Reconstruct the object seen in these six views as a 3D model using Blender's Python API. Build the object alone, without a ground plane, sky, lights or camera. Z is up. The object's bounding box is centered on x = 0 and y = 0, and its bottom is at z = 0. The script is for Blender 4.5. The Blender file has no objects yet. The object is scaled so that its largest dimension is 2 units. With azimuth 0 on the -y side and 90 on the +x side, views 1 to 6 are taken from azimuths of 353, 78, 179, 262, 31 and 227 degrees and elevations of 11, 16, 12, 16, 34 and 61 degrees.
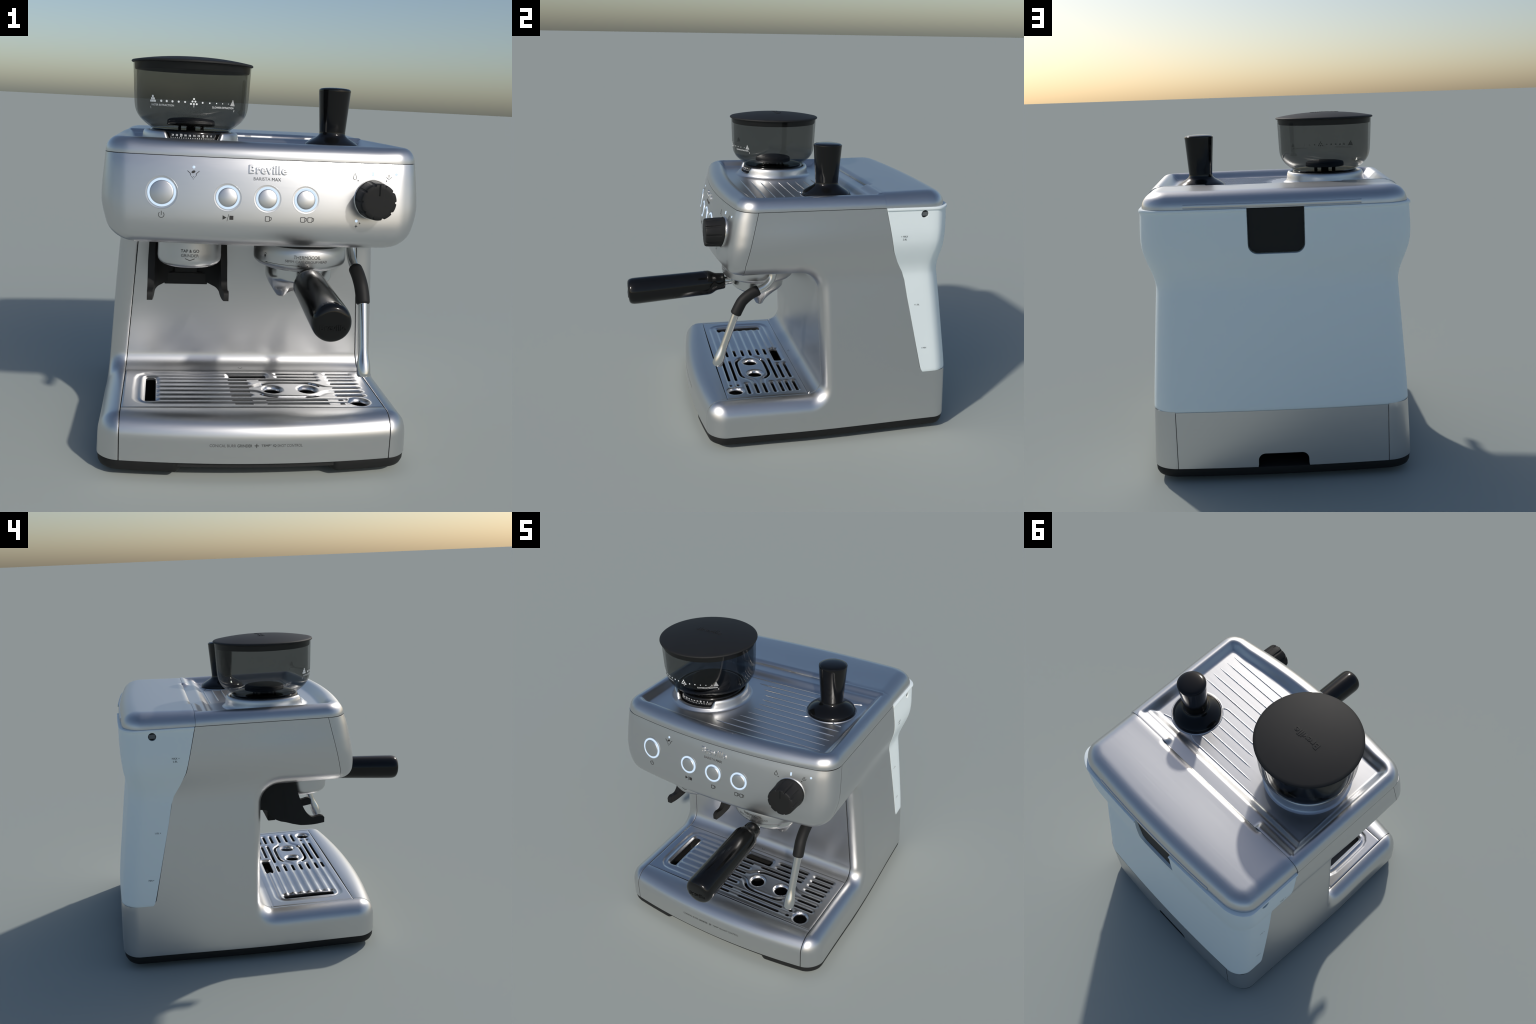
# Countertop espresso machine with bean grinder, built part by part.
# Frame: metres, z up, front of the machine faces -y.
import bpy, bmesh, math
import numpy as np
from mathutils import Vector, Matrix
from mathutils.geometry import delaunay_2d_cdt

# ------------------------------------------------------------------ materials
def new_mat(name):
    m = bpy.data.materials.new(name); m.use_nodes = True
    nt = m.node_tree
    return m, nt, nt.nodes["Principled BSDF"]

def simple_mat(name, col, rough=0.5, metal=0.0, grain=0.0, grain_scale=60.0, coat=0.0, spec=0.5):
    m, nt, b = new_mat(name)
    b.inputs["Base Color"].default_value = (*col, 1)
    b.inputs["Roughness"].default_value = rough
    b.inputs["Metallic"].default_value = metal
    b.inputs["Coat Weight"].default_value = coat
    b.inputs["Specular IOR Level"].default_value = spec
    if grain:
        tc = nt.nodes.new("ShaderNodeTexCoord"); nz = nt.nodes.new("ShaderNodeTexNoise")
        nz.inputs["Scale"].default_value = grain_scale; nz.inputs["Detail"].default_value = 4
        bp = nt.nodes.new("ShaderNodeBump"); bp.inputs["Strength"].default_value = grain
        bp.inputs["Distance"].default_value = 0.002
        nt.links.new(tc.outputs["Object"], nz.inputs["Vector"])
        nt.links.new(nz.outputs["Fac"], bp.inputs["Height"])
        nt.links.new(bp.outputs["Normal"], b.inputs["Normal"])
    return m

def steel_mat(name, col, rough, stretch=(3.0, 160.0, 160.0), amount=0.05):
    """Satin steel: fine brushed streaks vary the gloss a little."""
    m, nt, b = new_mat(name)
    b.inputs["Metallic"].default_value = 1.0
    tc = nt.nodes.new("ShaderNodeTexCoord"); mp = nt.nodes.new("ShaderNodeMapping")
    mp.inputs["Scale"].default_value = stretch
    nz = nt.nodes.new("ShaderNodeTexNoise"); nz.inputs["Scale"].default_value = 1.0
    nz.inputs["Detail"].default_value = 3.0
    nt.links.new(tc.outputs["Object"], mp.inputs["Vector"])
    nt.links.new(mp.outputs["Vector"], nz.inputs["Vector"])
    mr = nt.nodes.new("ShaderNodeMapRange")
    mr.inputs["To Min"].default_value = rough - amount; mr.inputs["To Max"].default_value = rough + amount
    nt.links.new(nz.outputs["Fac"], mr.inputs["Value"])
    nt.links.new(mr.outputs["Result"], b.inputs["Roughness"])
    cr = nt.nodes.new("ShaderNodeValToRGB")
    lo = tuple(c * 0.985 for c in col); hi = tuple(min(1, c * 1.015) for c in col)
    cr.color_ramp.elements[0].color = (*lo, 1); cr.color_ramp.elements[1].color = (*hi, 1)
    nt.links.new(nz.outputs["Fac"], cr.inputs["Fac"])
    nt.links.new(cr.outputs["Color"], b.inputs["Base Color"])
    return m

STEEL = steel_mat("satin_steel", (0.66, 0.66, 0.66), 0.355, amount=0.02)
TRAY_STEEL = steel_mat("pressed_steel", (0.67, 0.67, 0.675), 0.31, amount=0.02)
CHROME = simple_mat("chrome", (0.70, 0.70, 0.69), 0.22, 1.0)
TANK = simple_mat("pale_tank_plastic", (0.88, 0.955, 0.955), 0.45, grain=0.02, grain_scale=30, spec=0.4)
GLOSS = simple_mat("gloss_black_plastic", (0.005, 0.005, 0.005), 0.13, spec=0.35)
SATIN = simple_mat("satin_black_plastic", (0.014, 0.014, 0.014), 0.62, grain=0.08, grain_scale=220, spec=0.3)
RUBBER = simple_mat("matte_black_plastic", (0.012, 0.012, 0.012), 0.60, grain=0.1, grain_scale=250, spec=0.28)
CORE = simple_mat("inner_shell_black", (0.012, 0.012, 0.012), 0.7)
PAN = simple_mat("drip_pan_grey", (0.10, 0.10, 0.10), 0.45)
CHANNEL = simple_mat("drip_channel_grey", (0.60, 0.60, 0.60), 0.35, 0.3)
INK = simple_mat("dark_print", (0.022, 0.021, 0.02), 0.6)
INK_SOFT = simple_mat("grey_print", (0.09, 0.09, 0.09), 0.6)
WHITE_INK = simple_mat("white_print", (0.85, 0.86, 0.86), 0.5)
PIN = simple_mat("grey_pin", (0.12, 0.13, 0.135), 0.45)

def led_mat():
    m, nt, b = new_mat("lit_led")
    b.inputs["Base Color"].default_value = (0.06, 0.07, 0.08, 1)
    b.inputs["Emission Color"].default_value = (0.60, 0.75, 0.92, 1)
    b.inputs["Emission Strength"].default_value = 1.0
    b.inputs["Roughness"].default_value = 0.4
    return m
LED = led_mat()

def smoke_mat():
    m = bpy.data.materials.new("smoked_clear_plastic"); m.use_nodes = True
    nt = m.node_tree; nt.nodes.clear()
    out = nt.nodes.new("ShaderNodeOutputMaterial")
    tr = nt.nodes.new("ShaderNodeBsdfTransparent"); tr.inputs["Color"].default_value = (0.615, 0.62, 0.615, 1)
    gl = nt.nodes.new("ShaderNodeBsdfGlossy"); gl.inputs["Roughness"].default_value = 0.05
    gl.inputs["Color"].default_value = (0.8, 0.8, 0.8, 1)
    fr = nt.nodes.new("ShaderNodeLayerWeight"); fr.inputs["Blend"].default_value = 0.5
    pw = nt.nodes.new("ShaderNodeMath"); pw.operation = "POWER"; pw.inputs[1].default_value = 4.0
    nt.links.new(fr.outputs["Facing"], pw.inputs[0]); ad = nt.nodes.new("ShaderNodeMath"); ad.operation = "MULTIPLY_ADD"
    ad.inputs[1].default_value = 0.35; ad.inputs[2].default_value = 0.03
    nt.links.new(pw.outputs[0], ad.inputs[0])
    mx = nt.nodes.new("ShaderNodeMixShader")
    nt.links.new(ad.outputs[0], mx.inputs[0])
    nt.links.new(tr.outputs[0], mx.inputs[1]); nt.links.new(gl.outputs[0], mx.inputs[2])
    nt.links.new(mx.outputs[0], out.inputs[0])
    return m
SMOKE = smoke_mat()

# ------------------------------------------------------------------ scene tree
COL = bpy.context.scene.collection
root = bpy.data.objects.new("espresso_machine", None); COL.objects.link(root)
root["label"] = "steel espresso machine with smoked bean hopper and portafilter"
root["category"] = "coffee machine"

def add_obj(name, verts, faces, mat, parent=None, smooth=40, recalc=True):
    me = bpy.data.meshes.new(name)
    me.from_pydata([tuple(map(float, v)) for v in verts], [], [tuple(map(int, f)) for f in faces])
    if recalc:
        bm = bmesh.new(); bm.from_mesh(me)
        bmesh.ops.remove_doubles(bm, verts=bm.verts, dist=1e-6)
        bmesh.ops.recalc_face_normals(bm, faces=bm.faces)
        bm.to_mesh(me); bm.free()
    me.materials.append(mat)
    ob = bpy.data.objects.new(name, me); COL.objects.link(ob)
    ob.parent = parent or root
    if smooth:
        me.shade_smooth()
        me.set_sharp_from_angle(angle=math.radians(smooth))
    return ob

def group(name, parent=None):
    e = bpy.data.objects.new(name, None); COL.objects.link(e); e.parent = parent or root
    return e

def grid_faces(nu, nv, close_u=False, close_v=False):
    f = []
    for i in range(nu if close_u else nu - 1):
        for j in range(nv if close_v else nv - 1):
            a = i * nv + j; b = i * nv + (j + 1) % nv
            c = ((i + 1) % nu) * nv + (j + 1) % nv; d = ((i + 1) % nu) * nv + j
            f.append((a, b, c, d))
    return f

def smoothstep(a, b, x):
    t = np.clip((np.asarray(x, float) - a) / (b - a), 0, 1); return t * t * (3 - 2 * t)

def interp(x, xs, ys): return np.interp(x, xs, ys)

def spline(pts, n):
    """Catmull-Rom through control points, n samples per span."""
    P = np.array(pts, float); P = np.vstack([2 * P[0] - P[1], P, 2 * P[-1] - P[-2]])
    out = []
    for i in range(1, len(P) - 2):
        for k in range(n):
            t = k / n; p0, p1, p2, p3 = P[i - 1:i + 3]
            out.append(0.5 * (2 * p1 + (p2 - p0) * t + (2 * p0 - 5 * p1 + 4 * p2 - p3) * t * t + (3 * p1 - p0 - 3 * p2 + p3) * t ** 3))
    out.append(P[-2]); return np.array(out)

def revolve(name, prof, mat, loc=(0, 0, 0), axis="z", segs=96, parent=None, smooth=35, zmod=None):
    """Lathe a (radius, height) profile; closed on the axis where radius is 0."""
    V = []
    for i in range(segs):
        a = 2 * math.pi * i / segs
        for r, h in prof:
            hh = zmod(a, r, h) if zmod else h
            V.append((r * math.cos(a), r * math.sin(a), hh))
    F = grid_faces(segs, len(prof), close_u=True)
    V = np.array(V)
    if axis == "-y": V = np.stack([V[:, 0], -V[:, 2], V[:, 1]], 1)
    V = V + np.array(loc)
    return add_obj(name, V, F, mat, parent, smooth)

def tube(name, path, radii, mat, parent=None, segs=24, caps=True, smooth=50, squash=None):
    P = np.array(path, float); n = len(P)
    radii = np.full(n, radii) if np.isscalar(radii) else np.array(radii, float)
    T = np.gradient(P, axis=0); T /= np.linalg.norm(T, axis=1)[:, None] + 1e-12
    ref = np.array([1.0, 0, 0]) if abs(T[0][0]) < 0.9 else np.array([0, 0, 1.0])
    V = []; u = ref - T[0] * (ref @ T[0]); u /= np.linalg.norm(u)
    for i in range(n):
        u = u - T[i] * (u @ T[i]); u /= np.linalg.norm(u); w = np.cross(T[i], u)
        for k in range(segs):
            a = 2 * math.pi * k / segs
            V.append(P[i] + radii[i] * (math.cos(a) * u + math.sin(a) * w))
    F = grid_faces(n, segs, close_v=True)
    if caps:
        F.append(tuple(range(segs))); F.append(tuple((n - 1) * segs + k for k in range(segs)))
    V = np.array(V)
    if squash: V[:, 2] = squash(V[:, 2])
    return add_obj(name, V, F, mat, parent, smooth)

def prism(name, outline, lo, hi, plane, mat, parent=None, bevel=0.0, smooth=35, segs=3):
    """Extrude a 2D outline. plane 'xy' -> along z, 'xz' -> along y, 'yz' -> along x."""
    def m(p, h):
        return {"xy": (p[0], p[1], h), "xz": (p[0], h, p[1]), "yz": (h, p[0], p[1])}[plane]
    n = len(outline)
    V = [m(p, lo) for p in outline] + [m(p, hi) for p in outline]
    F = [tuple(range(n))[::-1], tuple(range(n, 2 * n))] + [(i, (i + 1) % n, n + (i + 1) % n, n + i) for i in range(n)]
    ob = add_obj(name, V, F, mat, parent, 0)
    if bevel:
        bm = bmesh.new(); bm.from_mesh(ob.data)
        ed = [e for e in bm.edges if len(e.link_faces) == 2 and e.calc_face_angle() > math.radians(35)]
        bmesh.ops.bevel(bm, geom=ed, offset=bevel, segments=segs, affect="EDGES", clamp_overlap=True)
        bm.to_mesh(ob.data); bm.free()
    ob.data.shade_smooth(); ob.data.set_sharp_from_angle(angle=math.radians(smooth))
    return ob

def round_poly(pts, n_arc=10, n_edge=8):
    """pts: (a, b, radius). Same number of samples whatever the radii, so two
    outlines with the same corners can be lofted against each other."""
    P = [np.array(p[:2], float) for p in pts]; R = [p[2] for p in pts]; N = len(P); arcs = []
    for i in range(N):
        p, a, b = P[i], P[i - 1], P[(i + 1) % N]
        da = (a - p) / np.linalg.norm(a - p); db = (b - p) / np.linalg.norm(b - p)
        ang = math.acos(np.clip(da @ db, -1, 1)); r = max(R[i], 1e-4)
        t = min(r / math.tan(ang / 2), 0.49 * np.linalg.norm(a - p), 0.49 * np.linalg.norm(b - p)); r = t * math.tan(ang / 2)
        bis = da + db; bis /= np.linalg.norm(bis); c = p + bis * r / math.sin(ang / 2)
        s, e = p + da * t - c, p + db * t - c
        a0 = math.atan2(s[1], s[0]); a1 = math.atan2(e[1], e[0]); d = (a1 - a0 + math.pi) % (2 * math.pi) - math.pi
        arcs.append([c + r * np.array([math.cos(a0 + d * k / n_arc), math.sin(a0 + d * k / n_arc)]) for k in range(n_arc + 1)])
    out = []; tag = []
    for i in range(N):
        out += arcs[i]; tag += [(i, "arc")] * (n_arc + 1)
        s, e = arcs[i][-1], arcs[(i + 1) % N][0]
        for k in range(1, n_edge):
            out.append(s + (e - s) * k / n_edge); tag.append((i, "edge"))
    return np.array(out), tag

def inside(pts, poly):
    pts = np.asarray(pts, float); x, y = pts[:, 0], pts[:, 1]; poly = np.asarray(poly, float)
    c = np.zeros(len(pts), bool); n = len(poly)
    for i in range(n):
        x0, y0 = poly[i]; x1, y1 = poly[(i + 1) % n]
        if y0 == y1: continue
        k = ((y0 > y) != (y1 > y)) & (x < (x1 - x0) * (y - y0) / (y1 - y0) + x0); c ^= k
    return c

def dist_path(pts, path, closed=False):
    pts = np.asarray(pts, float); path = np.asarray(path, float); d = np.full(len(pts), 1e9)
    n = len(path)
    for i in range(n if closed else n - 1):
        a = path[i]; b = path[(i + 1) % n]; ab = b - a; L = ab @ ab
        t = np.clip(((pts - a) @ ab) / (L if L > 0 else 1), 0, 1)[:, None]
        d = np.minimum(d, np.linalg.norm(pts - (a + t * ab), axis=1))
    return d

def tri_sheet(outline, holes, spacing, extra=(), margin=0.45):
    """Triangulated sheet with holes: returns 2D points, faces."""
    outline = np.asarray(outline, float)
    lo, hi = outline.min(0), outline.max(0)
    gx = np.arange(lo[0] + spacing / 2, hi[0], spacing); gy = np.arange(lo[1] + spacing / 2, hi[1], spacing)
    G = np.array(np.meshgrid(gx, gy)).reshape(2, -1).T
    ok = inside(G, outline) & (dist_path(G, outline, True) > margin * spacing)
    for h in holes: ok &= ~inside(G, h) & (dist_path(G, h, True) > margin * spacing)
    if len(extra):
        E = np.asarray(extra, float)
        for h in holes: E = E[~inside(E, h)]
        G = G[ok]
        # drop grid points that crowd the extra points
        cell = spacing * 0.5; keys = {tuple(k) for k in np.round(E / cell).astype(int)}
        keep = np.array([tuple(k) not in keys for k in np.round(G / cell).astype(int)])
        G = np.vstack([E, G[keep]])
    else: G = G[ok]
    V = [Vector(p) for p in outline]; Ed = [(i, (i + 1) % len(outline)) for i in range(len(outline))]
    for h in holes:
        o = len(V); V += [Vector(p) for p in h]; Ed += [(o + i, o + (i + 1) % len(h)) for i in range(len(h))]
    V += [Vector(p) for p in G]
    v, e, f, *_ = delaunay_2d_cdt(V, Ed, [], 0, 1e-6)
    v = np.array([tuple(p) for p in v]); f = np.array([t for t in f if len(t) == 3])
    c = v[f].mean(1); k = inside(c, outline)
    for h in holes: k &= ~inside(c, h)
    return v, f[k]

def boundary_walls(V, F, drop):
    """Add a downward lip along every open border of a sheet."""
    cnt = {}
    for t in F:
        for i in range(3):
            a, b = t[i], t[(i + 1) % 3]; cnt.setdefault((min(a, b), max(a, b)), []).append((a, b))
    V = [tuple(p) for p in V]; F = [tuple(t) for t in F]; m = {}
    def low(i):
        if i not in m:
            m[i] = len(V); V.append((V[i][0], V[i][1], V[i][2] - drop))
        return m[i]
    for k, l in cnt.items():
        if len(l) == 1:
            a, b = l[0]; F.append((b, a, low(a), low(b)))
    return V, F

# ------------------------------------------------------------------ body law
def half_width(y, z):
    """Half width of the machine: tapers to a waist, flares again at the head."""
    y = np.asarray(y, float); z = np.asarray(z, float)
    low = 0.7295 - 0.0575 * (np.clip(z, 0.1, 1.1) - 0.1) + 0.0075 * np.sin(np.pi * np.clip((z - 0.12) / 0.88, 0, 1)) * (1 - 0.75 * smoothstep(0.50, 0.82, y))
    top = 0.7235 - 0.05 * np.clip(z - 1.32, 0, 1)
    f = smoothstep(1.02, 1.27, z)
    ky = interp(z, [0.1, 0.5, 1.05, 1.3], [-0.040, -0.036, -0.040, -0.020])
    bump = 0.009 * np.exp(-((y - 0.22) / 0.38) ** 2) * (1 - smoothstep(0.15, 0.62, z)) \
        + 0.011 * np.exp(-((y + 0.04) / 0.30) ** 2) * np.exp(-((z - 1.27) / 0.11) ** 2)
    # ahead of the column the flank runs nearly straight
    yy = np.where(y < 0, y * (1 - 0.62 * smoothstep(0.9, 0.4, z)), y)
    return low * (1 - f) + top * f + ky * yy + bump

def seam_x(z): return 0.632 - 0.076 * np.clip(np.asarray(z, float) - 0.28, 0, 1)

def front_bow(x, y):
    """The base front is bowed forward in the middle, the rear is bowed back."""
    x = np.asarray(x, float); y = np.asarray(y, float)
    f = 0.049 * (1 - (x / 0.63) ** 2) * smoothstep(-0.40, -0.55, y)
    r = 0.016 * (1 - (x / 0.57) ** 2) * smoothstep(0.75, 0.95, y)
    return y - f + r

def lerp3(a, b, t): return a + (b - a) * t

GAP = 0.0014
# outer profile P (at the seam) and profile Q (where the flat side begins)
WALL0, WALL1 = 0.153, 0.109
P_C = [(-0.560, 0.085, 0), (-0.560, 0.288, 0.095), (WALL0, 0.288, 0.080), (WALL1, 1.058, 0.115), (-0.345, 1.058, 0.0),
       (-0.2715, 1.4562, 0), (0.478, 1.4562, 0), (0.541, 1.195, 0.10), (0.628, 1.035, 0.10), (0.772, 0.402, 0.055),
       (0.971, 0.402, 0), (0.984, 0.085, 0)]
Q_C = [(-0.452, 0.085, 0), (-0.452, 0.192, 0.03), (0.211, 0.192, 0.15), (0.166, 1.147, 0.17), (-0.341, 1.143, 0.0),
       (-0.2715, 1.4562, 0), (0.478, 1.4562, 0), (0.541, 1.195, 0.10), (0.628, 1.035, 0.10), (0.772, 0.402, 0.055),
       (0.876, 0.402, 0), (0.889, 0.085, 0)]
NA, NE = 10, 10
PL, TAG = round_poly(P_C, NA, NE); QL, _ = round_poly(Q_C, NA, NE)
SEAM = np.array([0.562 if t[0] in (10, 11) and not (t == (11, "edge")) else float(seam_x(p[1])) for p, t in zip(PL, TAG)])
# the bottom edge blends from rear seam to front seam
idx = [i for i, t in enumerate(TAG) if t == (11, "edge")]
for k, i in enumerate(idx): SEAM[i] = lerp3(0.562, 0.632, (k + 1) / (len(idx) + 1))
# inward normals of P
d = np.roll(PL, -1, 0) - np.roll(PL, 1, 0); NIN = np.stack([-d[:, 1], d[:, 0]], 1); NIN /= np.linalg.norm(NIN, axis=1)[:, None]
if inside(PL[5:6] + NIN[5:6] * 0.004, PL)[0] == False: NIN = -NIN

def side_panel(sign):
    rows = []
    # small rolled edge along the seam, then a quarter-ellipse to the flat side
    for off, dx in ((0.010, GAP), (0.0022, GAP), (0.0005, GAP + 0.0006)):
        yz = PL + NIN * off; rows.append((SEAM + dx, yz))
    for k in range(15):
        th = math.pi / 2 * k / 14
        yz = PL + (QL - PL) * (1 - math.cos(th)); w = half_width(yz[:, 0], yz[:, 1])
        x0 = SEAM + GAP + 0.0022
        rows.append((x0 + (w - x0) * math.sin(th), yz))
    V = []; N = len(PL)
    for x, yz in rows:
        y = front_bow(x, yz[:, 0]); V += list(zip(sign * x, y, yz[:, 1]))
    F = grid_faces(len(rows), N, close_v=True)
    # drop the faces of the open bottom: they are hidden by the base, keep them (closed shell)
    v2, f2 = tri_sheet(QL, [], 0.022)
    o = len(V); w = half_width(v2[:, 0], v2[:, 1])
    V += list(zip(sign * w, front_bow(w, v2[:, 0]), v2[:, 1])); F += [tuple(o + i for i in t) for t in f2]
    ob = add_obj("side_panel", V, F, STEEL, body, 0)
    bm = bmesh.new(); bm.from_mesh(ob.data)
    bmesh.ops.remove_doubles(bm, verts=bm.verts, dist=2e-5)
    bmesh.ops.recalc_face_normals(bm, faces=bm.faces); bm.to_mesh(ob.data); bm.free()
    ob.data.shade_smooth(); ob.data.set_sharp_from_angle(angle=math.radians(50))
    return ob

body = group("body")
side_panel(1); side_panel(-1)

def center_panel(name, path, mat, nx=49, xlim=None, fold=(0.0022, 0.010)):
    """Sheet that runs across the machine following a (y, z) path, with rolled ends."""
    path = np.array(path, float)
    dd = np.gradient(path, axis=0); nrm = np.stack([dd[:, 1], -dd[:, 0]], 1); nrm /= np.linalg.norm(nrm, axis=1)[:, None] + 1e-12
    # inward side: towards the body interior, found with the profile polygon
    test = path[len(path) // 2] + nrm[len(path) // 2] * 0.01
    if not inside([test], PL)[0]: nrm = -nrm
    V = []
    ts = [-1.0] + list(np.linspace(-1, 1, nx)) + [1.0]
    for k, t in enumerate(ts):
        edge = k in (0, len(ts) - 1)
        for j, (y, z) in enumerate(path):
            s = (seam_x(z) if xlim is None else xlim) - GAP
            yy, zz = (path[j] + nrm[j] * fold[1]) if edge else (y, z)
            x = t * (s if edge else s - 0.0015)
            V.append((x, front_bow(x, yy), zz))
    return add_obj(name, V, grid_faces(len(ts), len(path)), mat, body, 35)

def sub_path(i0, i1):
    ids = [k for k, t in enumerate(TAG) if t[0] in range(i0, i1 + 1)]
    return PL[ids]

# front fascia of the base: up the front, over the rounded edge, back to the tray
pts = [p for p, t in zip(PL, TAG) if t[0] in (0, 1) and p[0] < -0.440]
pts = pts + [np.array((-0.4375, 0.288)), np.array((-0.4350, 0.287)), np.array((-0.4345, 0.278))]
center_panel("base_fascia", pts, STEEL, nx=61)
# rear wall of the opening with the curved foot, arch and underside of the head
pts = [p for p, t in zip(PL, TAG) if t[0] in (1, 2, 3) and not (t[0] == 1 and p[0] < 0.075)]
pts = [np.array((0.0715, 0.278)), np.array((0.072, 0.287)), np.array((0.0745, 0.288))] + pts + [np.array((-0.345, 1.058))]
center_panel("splash_panel", pts, STEEL, nx=41)
# rear panel below the tank, with the cord cut-out
REAR_X = 0.562
edge_top = [(x, 0.3965) for x in np.linspace(REAR_X - GAP, -REAR_X + GAP, 60)]
edge_left = [(x, 0.085) for x in np.linspace(-REAR_X + GAP, -0.137, 16)]
edge_right = [(x, 0.085) for x in np.linspace(0.137, REAR_X - GAP, 16)]
cut_out = [tuple(p) for p in round_poly([(-0.135, 0.085, 0), (0.135, 0.085, 0), (0.133, 0.159, 0.04), (-0.133, 0.159, 0.04)], 8, 3)[0] if p[1] > 0.0865]
v2, f2 = tri_sheet(edge_top + edge_left + cut_out[::-1] + edge_right, [], 0.02)
V = [(x, float(front_bow(x, 0.984 - 0.013 * (z - 0.085) / 0.317)), z) for x, z in v2]; n0 = len(V)
F = [tuple(t) for t in f2]
ob = add_obj("rear_panel", V, F, STEEL, body, 35)

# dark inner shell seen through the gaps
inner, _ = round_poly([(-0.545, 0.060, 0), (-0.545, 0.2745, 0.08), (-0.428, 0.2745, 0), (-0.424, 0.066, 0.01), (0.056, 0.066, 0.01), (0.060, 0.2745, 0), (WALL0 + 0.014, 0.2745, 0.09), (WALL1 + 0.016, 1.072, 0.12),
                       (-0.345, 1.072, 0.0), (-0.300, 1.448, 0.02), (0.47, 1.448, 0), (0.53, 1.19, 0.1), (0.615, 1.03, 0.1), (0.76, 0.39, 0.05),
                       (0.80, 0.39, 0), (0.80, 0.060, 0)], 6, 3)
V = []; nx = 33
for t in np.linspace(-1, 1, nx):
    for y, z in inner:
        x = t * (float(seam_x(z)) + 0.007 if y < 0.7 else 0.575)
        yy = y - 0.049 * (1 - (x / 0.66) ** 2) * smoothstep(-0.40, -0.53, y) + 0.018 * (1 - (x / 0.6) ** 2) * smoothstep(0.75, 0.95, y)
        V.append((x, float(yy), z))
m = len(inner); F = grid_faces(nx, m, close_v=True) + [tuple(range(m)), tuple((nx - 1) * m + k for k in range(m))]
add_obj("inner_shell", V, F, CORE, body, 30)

# ------------------------------------------------------------------ drip tray grid
tray = group("drip_tray")
TZ = 0.288; TX = 0.6285; TY0, TY1 = -0.4325, 0.0685
def slot(x0, x1, y0, y1, r): return round_poly([(x0, y0, r), (x1, y0, r), (x1, y1, r), (x0, y1, r)], 6, 4)[0]
def thick_path(path, hw):
    P = np.array(path, float); T = np.gradient(P, axis=0); T /= np.linalg.norm(T, axis=1)[:, None]
    N = np.stack([-T[:, 1], T[:, 0]], 1); a = P + N * hw; b = P - N * hw; out = list(a)
    for k in range(1, 6):
        th = math.pi / 2 - math.pi * k / 6; out.append(P[-1] + hw * (math.cos(th) * T[-1] + math.sin(th) * N[-1]))
    out += list(b[::-1])
    for k in range(1, 6):
        th = math.pi / 2 - math.pi * k / 6; out.append(P[0] - hw * (math.cos(th) * T[0] + math.sin(th) * N[0]))
    return np.array(out)
ROWS = [0.018, -0.028, -0.071, -0.122, -0.176, -0.229, -0.283, -0.338, -0.383]
holes = []; channels = []
HW = 0.0092
def add_slot(x0, x1, y): holes.append(slot(x0, x1, y - HW, y + HW, 0.0085))
for y in ROWS[:7]: add_slot(0.430, 0.569, y); channels.append([(0.435, y), (0.563, y)])
for y in ROWS[2:8]: add_slot(-0.101, 0.0, y)
add_slot(-0.09, 0.0, ROWS[8])
for y in ROWS[7:]: add_slot(0.066, 0.376, y); channels.append([(-0.46 if y > -0.36 else -0.49, y), (0.46, y)])
for y in ROWS[7:]: add_slot(0.426, 0.452, y)
add_slot(0.060, 0.377, ROWS[2]); channels.append([(-0.46, ROWS[2]), (0.37, ROWS[2])])
for y in ROWS[:2]: add_slot(0.160, 0.377, y); channels.append([(0.165, y), (0.37, y)])
for y in ROWS[:2]: channels.append([(-0.46 if y < 0 else -0.49, y), (-0.10, y)])
for y in ROWS[3:7]: channels.append([(-0.45, y), (-0.005, y)])
# rim channel around the left end
channels.append([(-0.49, ROWS[0]), (-0.525, 0.010), (-0.552, -0.010), (-0.562, -0.05), (-0.565, -0.18), (-0.562, -0.32), (-0.552, -0.352), (-0.525, -0.376), (-0.49, ROWS[8])])
# brackets round the two cup holes
front = spline([(0.052, -0.262), (0.075, -0.283), (0.115, -0.297), (0.205, -0.299), (0.295, -0.297), (0.335, -0.284)], 6)
back = spline([(0.075, -0.127), (0.115, -0.113), (0.205, -0.110), (0.295, -0.112), (0.335, -0.126), (0.360, -0.150)], 6)
holes += [thick_path(front, HW), thick_path(back, HW)]
channels += [spline([(-0.005, -0.229), (0.03, -0.238), (0.062, -0.272), (0.115, -0.297), (0.205, -0.300), (0.295, -0.297), (0.345, -0.274), (0.385, -0.240), (0.435, -0.229)], 5),
             spline([(-0.005, -0.176), (0.03, -0.166), (0.062, -0.136), (0.115, -0.112), (0.205, -0.109), (0.295, -0.112), (0.345, -0.136), (0.385, -0.166), (0.435, -0.176)], 5)]
cups = [(0.113, -0.204, 0.043), (0.294, -0.204, 0.043), (0.524, -0.366, 0.042)]
def circle(cx, cy, r, n=36): return np.array([(cx + r * math.cos(2 * math.pi * k / n), cy + r * math.sin(2 * math.pi * k / n)) for k in range(n)])
holes += [circle(*c) for c in cups]
left_slot = slot(-0.521, -0.470, -0.345, -0.027, 0.016); rear_slot = slot(-0.092, 0.106, -0.034, 0.019, 0.014)
holes += [left_slot, rear_slot]
outl = slot(-TX, TX, TY0, TY1, 0.004)
outl = round_poly([(-TX, TY0, 0.003), (TX, TY0, 0.003), (TX, TY1, 0.003), (-TX, TY1, 0.003)], 3, 60)[0]
v2, f2 = tri_sheet(outl, holes, 0.0062)
z = np.full(len(v2), TZ)
dch = np.full(len(v2), 1.0)
for c in channels: dch = np.minimum(dch, dist_path(v2, c))
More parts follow.
